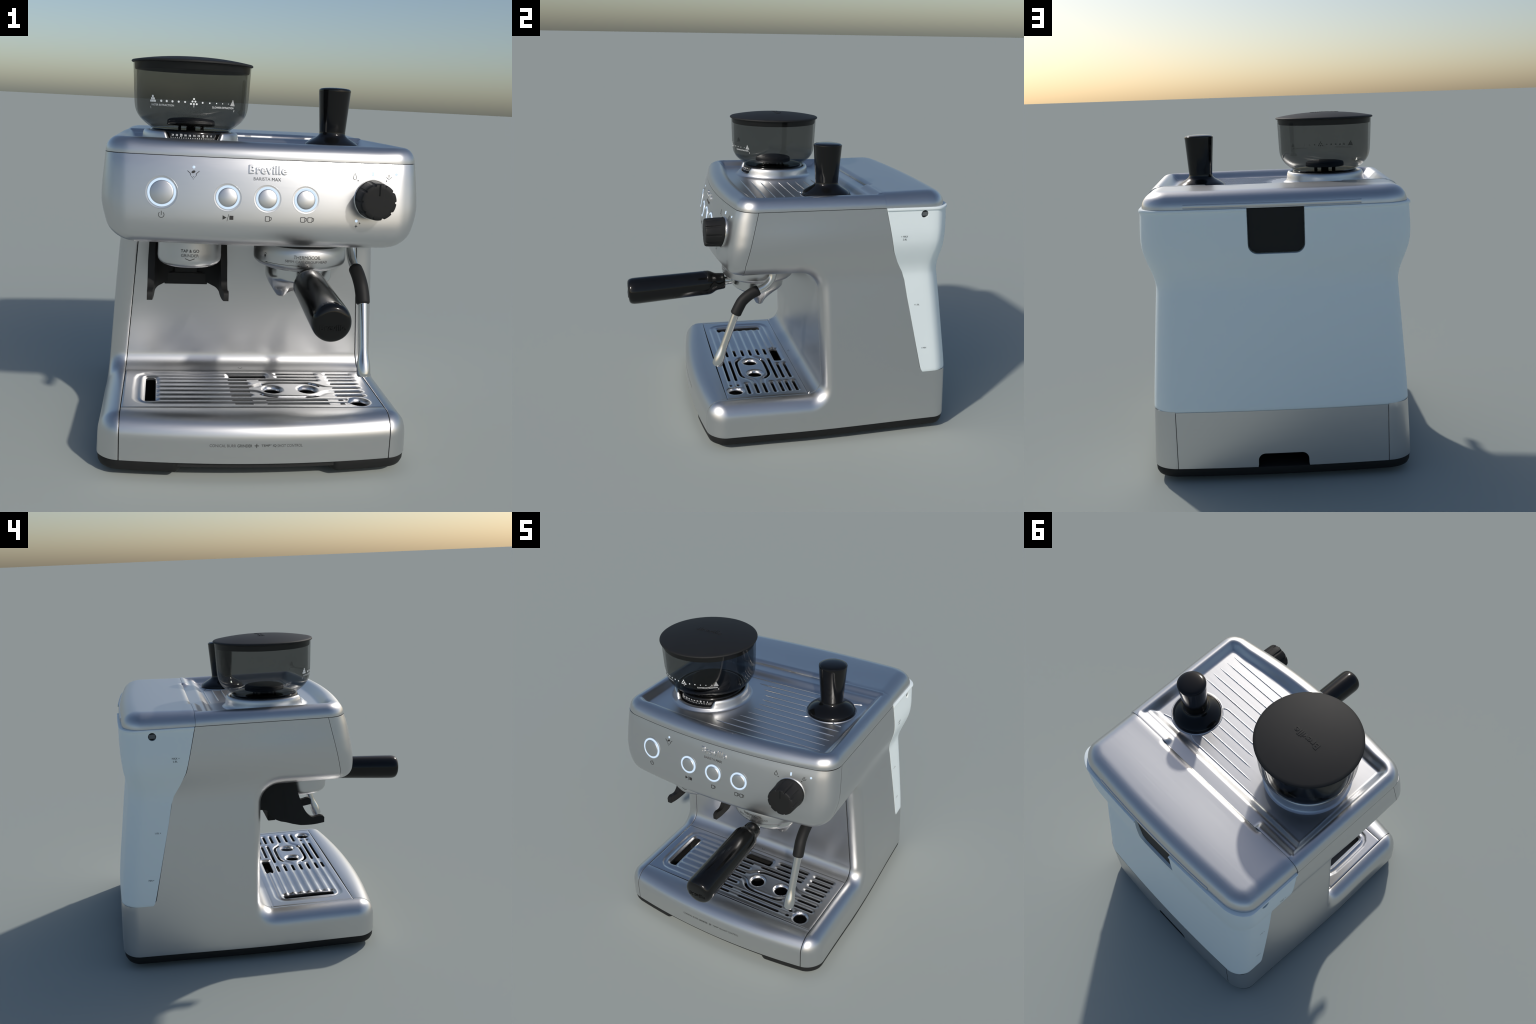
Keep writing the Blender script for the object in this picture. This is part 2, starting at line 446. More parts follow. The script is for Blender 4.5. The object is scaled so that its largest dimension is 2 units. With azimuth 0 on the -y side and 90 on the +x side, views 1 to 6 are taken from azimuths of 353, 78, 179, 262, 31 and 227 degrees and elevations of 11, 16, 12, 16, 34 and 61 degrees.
z -= 0.0060 * (1 - smoothstep(0.006, 0.0205, dch))
for cx, cy, r in cups:
    dd = np.hypot(v2[:, 0] - cx, v2[:, 1] - cy) - r; z -= 0.012 * (1 - smoothstep(0.0, 0.016, dd)) ** 1.5
for s in (left_slot, rear_slot):
    dd = dist_path(v2, s, True); z -= 0.010 * (1 - smoothstep(0.0, 0.020, dd))
de = dist_path(v2, outl, True); z -= 0.0015 * (1 - smoothstep(0.0, 0.003, de))
V = np.column_stack([v2, z]); V, F = boundary_walls(V, f2, 0.011)
add_obj("drip_grid", V, F, TRAY_STEEL, tray, 60)
pan = prism("drip_pan", slot(-0.60, 0.60, -0.420, 0.052, 0.02), 0.0665, 0.076, "xy", PAN, tray, 0.004)

prism("lift_channel", slot(-0.560, -0.440, -0.395, 0.015, 0.02), 0.125, 0.140, "xy", CHANNEL, tray, 0.004)

# ------------------------------------------------------------------ black base
base = group("base")
def base_outline(inset, n=24):
    pts = []
    xs = 0.632; w0 = float(half_width(-0.4, 0.085))
    Pf, Qf = -0.56 + inset * 0.9, -0.452
    fr = []
    for x in np.linspace(0, xs, 70): fr.append((x, float(front_bow(x, -0.56)) + inset))
    for k in range(1, n):
        th = math.pi / 2 * k / n; y0 = -0.56 + (-0.452 + 0.56) * (1 - math.cos(th))
        w = float(half_width(y0, 0.085)) - inset; x = xs + (w - xs) * math.sin(th)
        fr.append((x, float(front_bow(x, y0)) + inset * math.cos(th)))
    for y in np.linspace(-0.44, 0.87, 30): fr.append((float(half_width(y, 0.085)) - inset, y))
    for k in range(1, n + 1):
        th = math.pi / 2 * (1 - k / n); y0 = 0.984 + (0.889 - 0.984) * (1 - math.cos(th))
        w = float(half_width(y0, 0.085)) - inset; x = 0.562 + (w - 0.562) * math.sin(th)
        fr.append((x, float(front_bow(x, y0)) - inset * math.cos(th)))
    for x in np.linspace(0.54, 0, 18): fr.append((x, float(front_bow(x, 0.984)) - inset))
    fr = np.array(fr); L = fr[::-1] * np.array([-1, 1]); return np.vstack([fr, L[1:-1]])
def base_z(t, x, y):
    """Bottom of the skirt: the middle of the front is cut away between the feet."""
    cutw = smoothstep(0.36, 0.30, abs(x)) * smoothstep(-0.40, -0.50, y); return t + (0.080 - t) * cutw
levels = [(0.010, 0.0845), (0.0045, 0.082), (0.004, 0.074), (0.006, 0.050), (0.014, 0.034), (0.030, 0.026), (0.10, 0.024)]
V = []; loops = [base_outline(i) for i, _ in levels]; N = len(loops[0])
for (i, zz), lp in zip(levels, loops):
    for x, y in lp:
        c = float(smoothstep(0.385, 0.27, abs(x)) * smoothstep(-0.38, -0.48, y))
        V.append((x, y + c * 0.10 * (1 if zz < 0.08 else 0.4), zz + (0.080 - zz) * 0.85 * c))
F = grid_faces(len(levels), N, close_v=True) + [tuple(range(N)), tuple((len(levels) - 1) * N + k for k in range(N))]
add_obj("base_skirt", V, F, RUBBER, base, 40)
for sx in (-1, 1):
    for yy in (-0.40, 0.82):
        revolve("rubber_foot", [(0, 0.0), (0.050, 0.0), (0.056, 0.006), (0.056, 0.04), (0, 0.04)], RUBBER, (sx * 0.55, yy, 0), segs=40, parent=base)

# ------------------------------------------------------------------ control panel (head front)
HEAD_P = spline([(-0.440, 1.4562), (-0.458, 1.40), (-0.478, 1.30), (-0.490, 1.215), (-0.492, 1.155), (-0.482, 1.106), (-0.452, 1.075), (-0.405, 1.061), (-0.348, 1.058)], 5)
HEAD_QZ = spline([(0, 1.4562), (0, 1.39), (0, 1.30), (0, 1.225), (0, 1.184), (0, 1.160), (0, 1.150), (0, 1.146), (0, 1.143)], 5)[:, 1]
HEAD_Q = np.stack([-0.2740 - 0.2219 * (1.4562 - HEAD_QZ), HEAD_QZ], 1)   # runs parallel to the side panel edge
def head_seam(t): return interp(t, [0, 0.55, 1], [0.625, 0.612, 0.562])
def panel_y(x, z):
    """Surface of the control panel, for placing buttons and print."""
    pr = HEAD_P[:26]; zz = pr[::-1, 1]; yy = pr[::-1, 0]
    return interp(z, zz, yy) + 0.137 * np.asarray(x, float) ** 2
rows = []; ncol = 61; n_c = 16; nt_ = len(HEAD_P)
xsn = []
for j in range(nt_):
    t = j / (nt_ - 1); P = HEAD_P[j]; Q = HEAD_Q[j]; xs = float(head_seam(t)); row = []
    half = []
    for x in np.linspace(0, xs, 31):
        half.append((x, P[0] + 0.137 * x * x * smoothstep(-0.34, -0.42, P[0]), P[1]))
    for k in range(1, n_c + 1):
        th = math.pi / 2 * k / n_c; c = 1 - math.cos(th)
        q = P + (Q - P) * c; w = float(half_width(q[0], q[1])) - 0.0004
        x = xs + (w - xs) * math.sin(th)
        py = P[0] + 0.137 * min(x, 0.66) ** 2 * smoothstep(-0.34, -0.42, P[0])
        half.append((x, py + (Q[0] - py) * c, q[1]))
    left = [(-x, y, zz) for x, y, zz in half[:0:-1]]
    row = left + half
    rows.append(row)
V = [p for r in rows for p in r]; nc = len(rows[0]); F = grid_faces(len(rows), nc)
# rolled rim: a short return behind the border
border = [(0, c) for c in range(nc)] + [(r, nc - 1) for r in range(1, len(rows))] + [(len(rows) - 1, c) for c in range(nc - 2, -1, -1)] + [(r, 0) for r in range(len(rows) - 2, 0, -1)]
o = len(V)
cen = np.array((0, -0.2, 1.25))
for r, c in border:
    x, y, zz = rows[r][c]; V.append((x * (0.95 if abs(x) > 0.66 else 0.985), y + (0.0015 if abs(x) > 0.69 else 0.012), zz + (0.006 if r == len(rows) - 1 else (-0.004 if r == 0 else 0))))
m = len(border)
for k in range(m):
    a = border[k]; b = border[(k + 1) % m]; F.append((a[0] * nc + a[1], b[0] * nc + b[1], o + (k + 1) % m, o + k))
head = group("control_panel")
add_obj("panel_face", V, F, STEEL, head, 50)

def panel_frame(x, z, out=0.0):
    """Matrix whose local -y... local z axis points out of the panel at (x, z)."""
    e = 0.004; p = Vector((x, float(panel_y(x, z)), z))
    tx = Vector((2 * e, float(panel_y(x + e, z) - panel_y(x - e, z)), 0)).normalized()
    tz = Vector((0, float(panel_y(x, z + e) - panel_y(x, z - e)), 2 * e)).normalized()
    n = tx.cross(tz).normalized()
    if n.y > 0: n = -n
    M = Matrix((tx, n.cross(tx), n)).transposed().to_4x4(); M.translation = p + n * out
    return M

def place(ob, M):
    ob.data.transform(M); ob.data.update(); return ob

def button(x, z, r):
    b = group("push_button", head)
    ri = r - 0.0105
    M = panel_frame(x, z)
    o = revolve("button_bezel", [(r + 0.010, -0.004), (r + 0.0085, 0.0008), (r + 0.003, 0.0002), (r + 0.001, -0.003), (r + 0.001, -0.012)], STEEL, segs=72, parent=b); place(o, M)
    o = revolve("light_ring", [(r, -0.008), (r - 0.0005, 0.0022), (r - 0.002, 0.0034), (ri + 0.002, 0.0034), (ri + 0.0006, 0.0022), (ri, -0.008)], LED, segs=72, parent=b); place(o, M)
    o = revolve("button_cap", [(ri - 0.0006, -0.008), (ri - 0.0008, 0.0035), (ri - 0.003, 0.0055)] + [(ri * k, 0.0055 + 0.0055 * (1 - k * k) - 0.0006) for k in (0.9, 0.75, 0.6, 0.45, 0.3, 0.15, 0.0)], STEEL, segs=72, parent=b); place(o, M)
button(-0.466, 1.298, 0.0635)
for bx in (-0.176, 0.001, 0.174): button(bx, 1.288, 0.0530)

# rotary knob with finger grooves and a pointer groove
knob = group("dial_knob", head)
KX, KZ = 0.489, 1.297
M = panel_frame(KX, KZ)
M2 = Matrix.Rotation(math.radians(90), 4, "X"); M2.translation = Vector((KX, -0.428, KZ))
seg = 168; grooves = 9
prof = [(0.076, 0.0), (0.0845, 0.002), (0.0855, 0.03), (0.0835, 0.085), (0.0820, 0.112), (0.0795, 0.119), (0.0760, 0.1215), (0.060, 0.1218), (0.040, 0.122), (0.020, 0.122), (0.0, 0.122)]
V = []
for i in range(seg):
    a = 2 * math.pi * i / seg; ph = ((a + math.pi / 2) * 10 / (2 * math.pi)) % 1.0; g = abs(ph - 0.5) * 2  # 0 at groove centre
    top = abs(((a - math.pi / 2 + math.pi) % (2 * math.pi)) - math.pi) < 0.20
    for r, h in prof:
        rr = r
        if r > 0.070 and h > 0.045 and not top: rr = r - 0.0060 * float(smoothstep(0.26, 0.14, g)) * float(smoothstep(0.045, 0.055, h))
        V.append((rr * math.cos(a), rr * math.sin(a), h))
o = add_obj("knob_grip", V, grid_faces(seg, len(prof), close_u=True), RUBBER, knob, 35); place(o, M2)
o = prism("knob_pointer", slot(-0.0035, 0.0035, 0.028, 0.078, 0.002), 0.121, 0.1226, "xy", GLOSS, knob); place(o, M2)
o = revolve("knob_collar", [(0.0915, -0.012), (0.0912, 0.0035), (0.0900, 0.0050), (0.0875, 0.0050), (0.086, 0.003), (0.086, -0.01)], CHROME, segs=96, parent=knob); place(o, M)

# ------------------------------------------------------------------ text helper
def text_mesh(body_, size, bold=0.0, extrude=0.0006, align="CENTER", bevel=0.0, spacing=1.0):
    cu = bpy.data.curves.new("t", "FONT"); cu.body = body_; cu.size = size; cu.align_x = align; cu.align_y = "CENTER"
    cu.extrude = extrude; cu.offset = bold; cu.bevel_depth = bevel; cu.resolution_u = 4; cu.space_character = spacing
    ob = bpy.data.objects.new("t", cu); COL.objects.link(ob)
    dg = bpy.context.evaluated_depsgraph_get(); me = bpy.data.meshes.new_from_object(ob.evaluated_get(dg))
    bpy.data.objects.remove(ob); bpy.data.curves.remove(cu)
    bm = bmesh.new(); bm.from_mesh(me)
    for k in range(2):
        long = [e for e in bm.edges if e.calc_length() > size * 0.6]
        if long: bmesh.ops.subdivide_edges(bm, edges=long, cuts=1)
    bmesh.ops.triangulate(bm, faces=bm.faces)
    V = np.array([v.co[:] for v in bm.verts]); F = [tuple(v.index for v in f.verts) for f in bm.faces]
    bm.free(); bpy.data.meshes.remove(me); return V, F

def fit_width(V, width):
    w = V[:, 0].max() - V[:, 0].min(); c = (V[:, 0].max() + V[:, 0].min()) / 2
    V = V.copy(); V[:, 0] = (V[:, 0] - c) * width / w; return V
def fit_height(V, h):
    lo, hi = V[:, 1].min(), V[:, 1].max(); V = V.copy(); V[:, 1] = (V[:, 1] - (lo + hi) / 2) * h / (hi - lo); return V

def on_panel(name, V, F, x, z, mat, lift=0.0008, parent=None):
    W = np.column_stack([V[:, 0] + x, panel_y(V[:, 0] + x, V[:, 1] + z) - V[:, 2] - lift, V[:, 1] + z])
    return add_obj(name, W, F, mat, parent or head, 30)

V, F = text_mesh("Breville", 0.05, bold=0.0007, extrude=0.004, bevel=0.0012, spacing=1.06)
V = fit_height(fit_width(V, 0.172), 0.037); on_panel("logo_lettering", V, F, 0.0, 1.414, STEEL, 0.0005)
V, F = text_mesh("BARISTA", 0.02, bold=-0.0002); on_panel("model_lettering", fit_height(fit_width(V, 0.074), 0.0135), F, -0.0265, 1.3735, INK_SOFT)
V, F = text_mesh("MAX", 0.02); on_panel("model_lettering", fit_height(fit_width(V, 0.041), 0.0140), F, 0.038, 1.3730, INK)

# icons: flat strokes laid on the panel
def stroke(path, w, closed=False):
    P = np.array(path, float); n = len(P)
    if closed: T = np.roll(P, -1, 0) - np.roll(P, 1, 0)
    else: T = np.gradient(P, axis=0)
    T /= np.linalg.norm(T, axis=1)[:, None] + 1e-12; N = np.stack([-T[:, 1], T[:, 0]], 1) * w / 2
    V = np.vstack([np.column_stack([P + N, np.zeros(n)]), np.column_stack([P - N, np.zeros(n)])])
    F = [(i, (i + 1) % n, n + (i + 1) % n, n + i) for i in range(n if closed else n - 1)]
    return V, F
def fill(path):
    P = np.array(path, float); return np.column_stack([P, np.zeros(len(P))]), [tuple(range(len(P)))]
def merge(parts):
    V = []; F = []; o = 0
    for v, f in parts: V.append(v); F += [tuple(o + i for i in t) for t in f]; o += len(v)
    return np.vstack(V), F
def arc(cx, cy, r, a0, a1, n=24): return [(cx + r * math.cos(math.radians(a0 + (a1 - a0) * k / n)), cy + r * math.sin(math.radians(a0 + (a1 - a0) * k / n))) for k in range(n + 1)]
def dot(cx, cy, r): return fill(arc(cx, cy, r, 0, 345, 23))
def icon(name, parts, x=0, z=0, mat=None, lift=0.0012):
    V, F = merge(parts); return on_panel(name, V, F, x, z, mat or INK, lift)
LW = 0.0026
icon("power_symbol", [stroke(arc(0, 0, 0.0125, 125, 415, 40), 0.0024), stroke([(0, -0.001), (0, 0.017)], 0.0026)], -0.4655, 1.200)
icon("play_stop_symbol", [fill([(-0.024, -0.0098), (-0.0065, 0), (-0.024, 0.0098)]), stroke([(-0.0045, -0.0155), (0.003, 0.0155)], 0.002), fill([(0.006, -0.009), (0.0235, -0.009), (0.0235, 0.009), (0.006, 0.009)])], -0.1725, 1.1995)
def cup(cx):
    body_ = round_poly([(cx - 0.0105, 0.0105, 0.001), (cx - 0.0105, -0.0105, 0.004), (cx + 0.009, -0.0105, 0.004), (cx + 0.009, 0.0105, 0.001)], 4, 3)[0]
    ear = [(cx + 0.009, 0.0075), (cx + 0.015, 0.0075), (cx + 0.0165, 0.006), (cx + 0.0165, 0.001), (cx + 0.015, -0.0045), (cx + 0.009, -0.0055)]
    return [stroke(body_, LW, True), stroke(ear, LW)]
icon("single_cup_symbol", cup(0.0), 0.0035, 1.1995)
icon("double_cup_symbol", cup(-0.0165) + cup(0.0165), 0.180, 1.200)
bean = [(0.009 * math.cos(a) * math.cos(0.4) - 0.0055 * math.sin(a) * math.sin(0.4), 0.009 * math.cos(a) * math.sin(0.4) + 0.0055 * math.sin(a) * math.cos(0.4)) for a in np.linspace(0, 2 * math.pi, 25)[:-1]]
icon("grind_symbol", [stroke([(-0.026, 0.005), (-0.0135, -0.006), (-0.0125, -0.008), (-0.0125, -0.0155)], LW), stroke([(0.026, 0.005), (0.0135, -0.006), (0.0125, -0.008), (0.0125, -0.0155)], LW), fill([(x, y + 0.001) for x, y in bean])] +
     [dot(dx, dy - 0.019, 0.0015) for dx, dy in ((-0.008, 0), (0, 0), (0.008, 0), (-0.004, -0.0055), (0.004, -0.0055), (0, -0.011))], -0.3295, 1.391)
drop = spline([(0, 0.014), (0.0045, 0.005), (0.0085, -0.003), (0.007, -0.010), (0, -0.0130), (-0.007, -0.010), (-0.0085, -0.003), (-0.0045, 0.005), (0, 0.014)], 4)
icon("water_symbol", [stroke(drop, 0.0024)], 0.400, 1.398)
icon("steam_symbol", [stroke([(-0.0028, 0.013), (-0.0028, -0.001)], 0.0024), stroke([(0.0028, 0.013), (0.0028, -0.001)], 0.0024),
                      stroke([(-0.009, 0.003), (-0.011, 0.0), (-0.009, -0.004), (0, -0.0085), (0.009, -0.004), (0.011, 0.0), (0.009, 0.003)], 0.0024)], 0.565, 1.398)
icon("position_dot", [dot(0.415, 1.380, 0.003), dot(0.553, 1.3815, 0.003)])
def star(cx, cz, r):
    P = []
    for k in range(8): rr = r if k % 2 == 0 else r * 0.28; P.append((cx + rr * math.sin(k * math.pi / 4), cz + rr * math.cos(k * math.pi / 4)))
    return fill(P)
icon("clean_symbol", [star(0.413, 1.1755, 0.0085), star(0.4295, 1.189, 0.006)])
for (lx, lz) in ((-0.328, 1.412), (0.6015, 1.4115), (0.413, 1.1995)):
    V, F = dot(0, 0, 0.0065); Vx, Fx = merge([dot(0, 0, 0.0065)])
    M = panel_frame(lx, lz); o = revolve("indicator_light", [(0, 0.0022), (0.0045, 0.0020), (0.0062, 0.0010), (0.0064, -0.003)], LED, segs=24, parent=head); place(o, M)
o = prism("indicator_light", slot(-0.0045, 0.0045, -0.0095, 0.0095, 0.003), -0.003, 0.0024, "xy", LED, head, 0.0008); place(o, panel_frame(0.487, 1.4110))

# ------------------------------------------------------------------ top cup warmer tray
top = group("cup_warmer")
RIM = 1.529; FLOOR = 1.486
def top_half(inset_end=0.474, z=1.458, w_off=0.0, front=-0.440, rc=(0.615, -0.272)):
    pts = []
    for x in np.linspace(0, rc[0], 40): pts.append((x, front + 0.137 * x * x))
    for k in range(1, 17):
        th = math.pi / 2 * k / 16; c = 1 - math.cos(th); w = float(half_width(rc[1], z)) + w_off
        x = rc[0] + (w - rc[0]) * math.sin(th); py = front + 0.137 * min(x, 0.66) ** 2
        pts.append((x, py + (rc[1] - py) * c))
    for y in np.linspace(rc[1] + 0.02, inset_end, 34): pts.append((float(half_width(y, z)) + w_off, y))
    return np.array(pts)
hp = top_half()
open_path = np.vstack([hp[::-1] * np.array([-1, 1]), hp[1:]])      # left rear -> front -> right rear
T = np.gradient(open_path, axis=0); T /= np.linalg.norm(T, axis=1)[:, None]; Nn = np.stack([-T[:, 1], T[:, 0]], 1)
def ring_path(path, nrm, dd, ylim=None):
    q = path + nrm * dd
    if ylim is not None: q[0, 1] = q[-1, 1] = ylim
    return q
RINGS = [0.0, 0.0006, 0.002, 0.0045, 0.008, 0.0125, 0.018, 0.024, 0.031, 0.039, 0.047]
q_in = ring_path(open_path, Nn, RINGS[-1], 0.474)
rear_edge = [(x, 0.474) for x in np.linspace(q_in[-1][0], q_in[0][0], 100)][1:-1]
outl = np.vstack([q_in, rear_edge])
v2, f2 = tri_sheet(outl, [], 0.0085)
def tray_height(v, given=None):
    x, y = v[:, 0], v[:, 1]
    dd = dist_path(v, open_path) if given is None else np.full(len(v), given)
    front = smoothstep(-0.22, -0.33, y) * smoothstep(0.66, 0.5, np.abs(x))
    rnd = 0.062 + 0.014 * front
    t = np.clip(dd / rnd, 0, 1); zo = 1.4592 + (RIM - 1.4592) * np.sqrt(np.clip(1 - (1 - t) ** 2, 0, 1)) ** 1.0
    s0 = 0.066 + 0.012 * front; s1 = 0.118 + 0.030 * front
    zi = RIM - (RIM - FLOOR) * smoothstep(s0, s1, dd)
    zr = np.where(dd < rnd, zo, zi)
    # rear rim with the finger notch in the middle
    notch = smoothstep(-0.395, -0.365, x) * smoothstep(0.385, 0.355, x)
    zb = FLOOR + 0.029 * smoothstep(0.352, 0.404, y) + (RIM + 0.006 - FLOOR - 0.029) * (1 - notch) * smoothstep(0.418, 0.462, y)
    return np.where(dd < rnd, np.maximum(zr, np.where(dd > 0.02, zb * 0 + zr, zr)), np.maximum(zr, zb))
def rim_mesh(path, nrm, height, v2, f2, ylim, drop):
    """Rolled outer edge as lofted rings, welded to the triangulated middle."""
    V = []; n = len(path)
    rings = [ring_path(path, nrm, dd, ylim) for dd in RINGS]
    z0 = height(rings[0], 0.0)
    lowr = ring_path(path, nrm, 0.010, ylim)
    V += [(x, y, zz - drop) for (x, y), zz in zip(lowr, z0)]
    V += [(x, y, zz - 0.0004) for (x, y), zz in zip(ring_path(path, nrm, 0.008, ylim), z0)]
    for dd, q in zip(RINGS, rings): V += [(x, y, zz) for (x, y), zz in zip(q, height(q, dd))]
    F = grid_faces(len(RINGS) + 2, n); o = len(V)
    V += [(x, y, zz) for (x, y), zz in zip(v2, height(v2, None))]; F += [tuple(o + i for i in t) for t in f2]
    return V, F
seam_shade_loops = [ring_path(open_path, Nn, 0.0075, 0.470), ring_path(open_path, Nn, 0.0075, 0.470)]  # black strip modelled inside the top seam to draw its shadow line
Vg = [(x, y, 1.442) for x, y in seam_shade_loops[0]] + [(x, y, 1.470) for x, y in seam_shade_loops[1]]
add_obj("seam_shadow_strip", Vg, grid_faces(2, len(seam_shade_loops[0])), CORE, top, 60)
V, F = rim_mesh(open_path, Nn, tray_height, v2, f2, 0.474, 0.004)
o = len(V)
ob = add_obj("warming_plate", V, F, STEEL, top, 0)
bm = bmesh.new(); bm.from_mesh(ob.data); bmesh.ops.remove_doubles(bm, verts=bm.verts, dist=1e-4)
back = [e for e in bm.edges if len(e.link_faces) == 1 and all(abs(v.co.y - 0.474) < 1e-4 for v in e.verts)]
ret = bmesh.ops.extrude_edge_only(bm, edges=back)
bmesh.ops.translate(bm, vec=(0, 0.0, -0.04), verts=[g for g in ret["geom"] if isinstance(g, bmesh.types.BMVert)])
bmesh.ops.recalc_face_normals(bm, faces=bm.faces); bm.to_mesh(ob.data); bm.free()
ob.data.shade_smooth(); ob.data.set_sharp_from_angle(angle=math.radians(50))

# raised ribs of the warming plate
def rib(path, name="rib"):
    P = np.array([(x, y, FLOOR) for x, y in path]); n = len(P)
    r = np.full(n, 0.0042); r[0] = r[-1] = 0.0015
    return tube(name, P, r, STEEL, top, 10, True, 60, squash=lambda z_: np.maximum(z_, FLOOR - 0.001) * 1.0)
HX, HY = -0.330, 0.024
TXc, TYc = 0.422, 0.196
RIB_Y = [-0.238, -0.179, -0.121, -0.064, -0.006, 0.051, 0.108, 0.166, 0.226, 0.284, 0.341]
RIB_L = [-0.122, -0.062, -0.031, -0.007, 0.0, 0.0, -0.009, -0.029, -0.070, -0.133, -0.248]
for k, (y, xl) in enumerate(zip(RIB_Y, RIB_L)):
    if k < 5: rib([(xl + (0.567 - xl) * t, y) for t in np.linspace(0, 1, 12)])
    elif k == 5:
        rib(np.vstack([[(xl + (0.29 - xl) * t, y) for t in np.linspace(0, 1, 8)], spline([(0.29, y), (0.318, y + 0.003), (0.335, 0.066)], 5)[1:]]))
        rib(spline([(0.489, 0.069), (0.515, 0.055), (0.557, 0.050)], 5))
    elif k == 10:
        rib(np.vstack([[(xl + (0.25 - xl) * t, y) for t in np.linspace(0, 1, 8)], spline([(0.25, y), (0.285, y), (0.318, 0.330), (0.333, 0.318)], 5)[1:]]))
        rib(spline([(0.492, 0.324), (0.52, 0.333), (0.557, 0.344)], 5))
    else:
        xe = TXc - math.sqrt(max(0.150 ** 2 - (y - TYc) ** 2, 1e-4)); rib([(xl + (xe - xl) * t, y) for t in np.linspace(0, 1, 10)])
ring = [(TXc + 0.152 * math.cos(a), TYc + 0.152 * math.sin(a), FLOOR) for a in np.linspace(0, 2 * math.pi, 73)]
tube("tamper_seat", ring, 0.0048, STEEL, top, 10, False, 60)

# ------------------------------------------------------------------ hopper
hop = group("bean_hopper")
def collar_top(a, r, h):
    """The front of the collar is cut down so that the grind scale can be read."""
    da = abs(((a - math.radians(-88) + math.pi) % (2 * math.pi)) - math.pi)
    c = float(smoothstep(0.66, 0.52, da)); return h - c * 0.042 * max(0.0, min(1.0, (h - 1.500) / 0.050))
prof = [(0.262, 1.4850), (0.252, 1.4872), (0.2440, 1.4920), (0.2390, 1.500), (0.2365, 1.510), (0.2350, 1.522), (0.2335, 1.535), (0.2305, 1.5445), (0.2260, 1.5505), (0.2200, 1.5530), (0.2145, 1.5510), (0.2105, 1.546), (0.2088, 1.537), (0.2075, 1.515), (0.207, 1.490)]
revolve("hopper_collar", prof, STEEL, (HX, HY, 0), segs=192, parent=hop, zmod=collar_top, smooth=50)
revolve("grind_dial", [(0.0, 1.559), (0.150, 1.559), (0.186, 1.560), (0.193, 1.558), (0.1985, 1.552), (0.2005, 1.545), (0.2035, 1.512), (0.204, 1.490)], GLOSS, (HX, HY, 0), segs=128, parent=hop)
outer = [(0.1925, 1.5605), (0.2195, 1.580), (0.248, 1.605), (0.2645, 1.629), (0.2720, 1.648), (0.2765, 1.671), (0.2795, 1.715), (0.2820, 1.78), (0.2855, 1.866)]
innr = [(0.2690, 1.840), (0.2665, 1.75), (0.2640, 1.660), (0.2610, 1.638), (0.2530, 1.619), (0.2385, 1.603), (0.2100, 1.583), (0.184, 1.5635)]
def fine(p, n=3): return [tuple(q) for q in spline(p, n)]
revolve("hopper_bowl", fine(outer), SMOKE, (HX, HY, 0), segs=128, parent=hop, smooth=60)
revolve("hopper_liner", fine(innr), SMOKE, (HX, HY, 0), segs=128, parent=hop, smooth=60)
dome = [(0.0, 1.9050)] + [(0.290 * t, 1.9050 - 0.0265 * t ** 2.2) for t in (0.1, 0.2, 0.3, 0.4, 0.5, 0.6, 0.7, 0.8, 0.88, 0.95, 1.0)] + [(0.2940, 1.8755), (0.2950, 1.8720), (0.2940, 1.8690), (0.2900, 1.8675), (0.2745, 1.8670)]
lid = group("hopper_lid", hop)
revolve("lid_cap", dome, SATIN, (HX, HY, 0), segs=128, parent=lid, smooth=50)
revolve("lid_plug", [(0.2800, 1.868), (0.2785, 1.840), (0.276, 1.835), (0.268, 1.834), (0.0, 1.836)], SATIN, (HX, HY, 0), segs=96, parent=lid)
V, F = text_mesh("Breville", 0.05, bold=0.001, extrude=0.0016, bevel=0.0006); V = fit_height(fit_width(V, 0.172), 0.040)
W = np.column_stack([V[:, 0] + HX, V[:, 1] + HY + 0.020, 1.9045 - 0.0265 * (np.hypot(V[:, 0], V[:, 1] + 0.020) / 0.29) ** 2.2 + V[:, 2]])
add_obj("lid_lettering", W, F, SATIN, lid, 30)
# grinder hub inside the bowl
hub = group("bean_guard", hop)
revolve("guard_cap", [(0.0, 1.6160), (0.05, 1.6145), (0.09, 1.6105), (0.108, 1.6065), (0.1150, 1.602), (0.1170, 1.594), (0.1175, 1.582), (0.1160, 1.578), (0.112, 1.577), (0.0, 1.578)], SATIN, (HX, HY, 0), segs=72, parent=hub)
for k in range(4):
    a = math.radians(45 + 90 * k); revolve("guard_post", [(0.006, 1.556), (0.006, 1.586)], SATIN, (HX + 0.078 * math.cos(a), HY + 0.078 * math.sin(a), 0), segs=12, parent=hub)
prism("guard_hub", slot(HX - 0.022, HX + 0.022, HY - 0.022, HY + 0.022, 0.006), 1.556, 1.586, "xy", SATIN, hub)

def bowl_radius(z): o = np.array(outer); return interp(z, o[:, 1], o[:, 0])
def on_bowl(name, V, F, x, z, mat=WHITE_INK, rad=None, lift=0.0012, parent=hop):
    """Wrap print around the bowl; x is the true sideways offset of its centre."""
    r0 = (rad if rad else float(bowl_radius(z))) + lift
    a0 = math.asin(max(-1, min(1, (x - HX) / r0)))
    zz = V[:, 1] + z; r = (rad if rad else bowl_radius(zz)) + lift + V[:, 2] * 0.2
    a = a0 + V[:, 0] / r0
    return add_obj(name, np.column_stack([HX + r * np.sin(a), HY - r * np.cos(a), zz]), F, mat, parent, 0)
def bowl_dot(x, z, r):
    V, F = dot(0, 0, r); return V, F
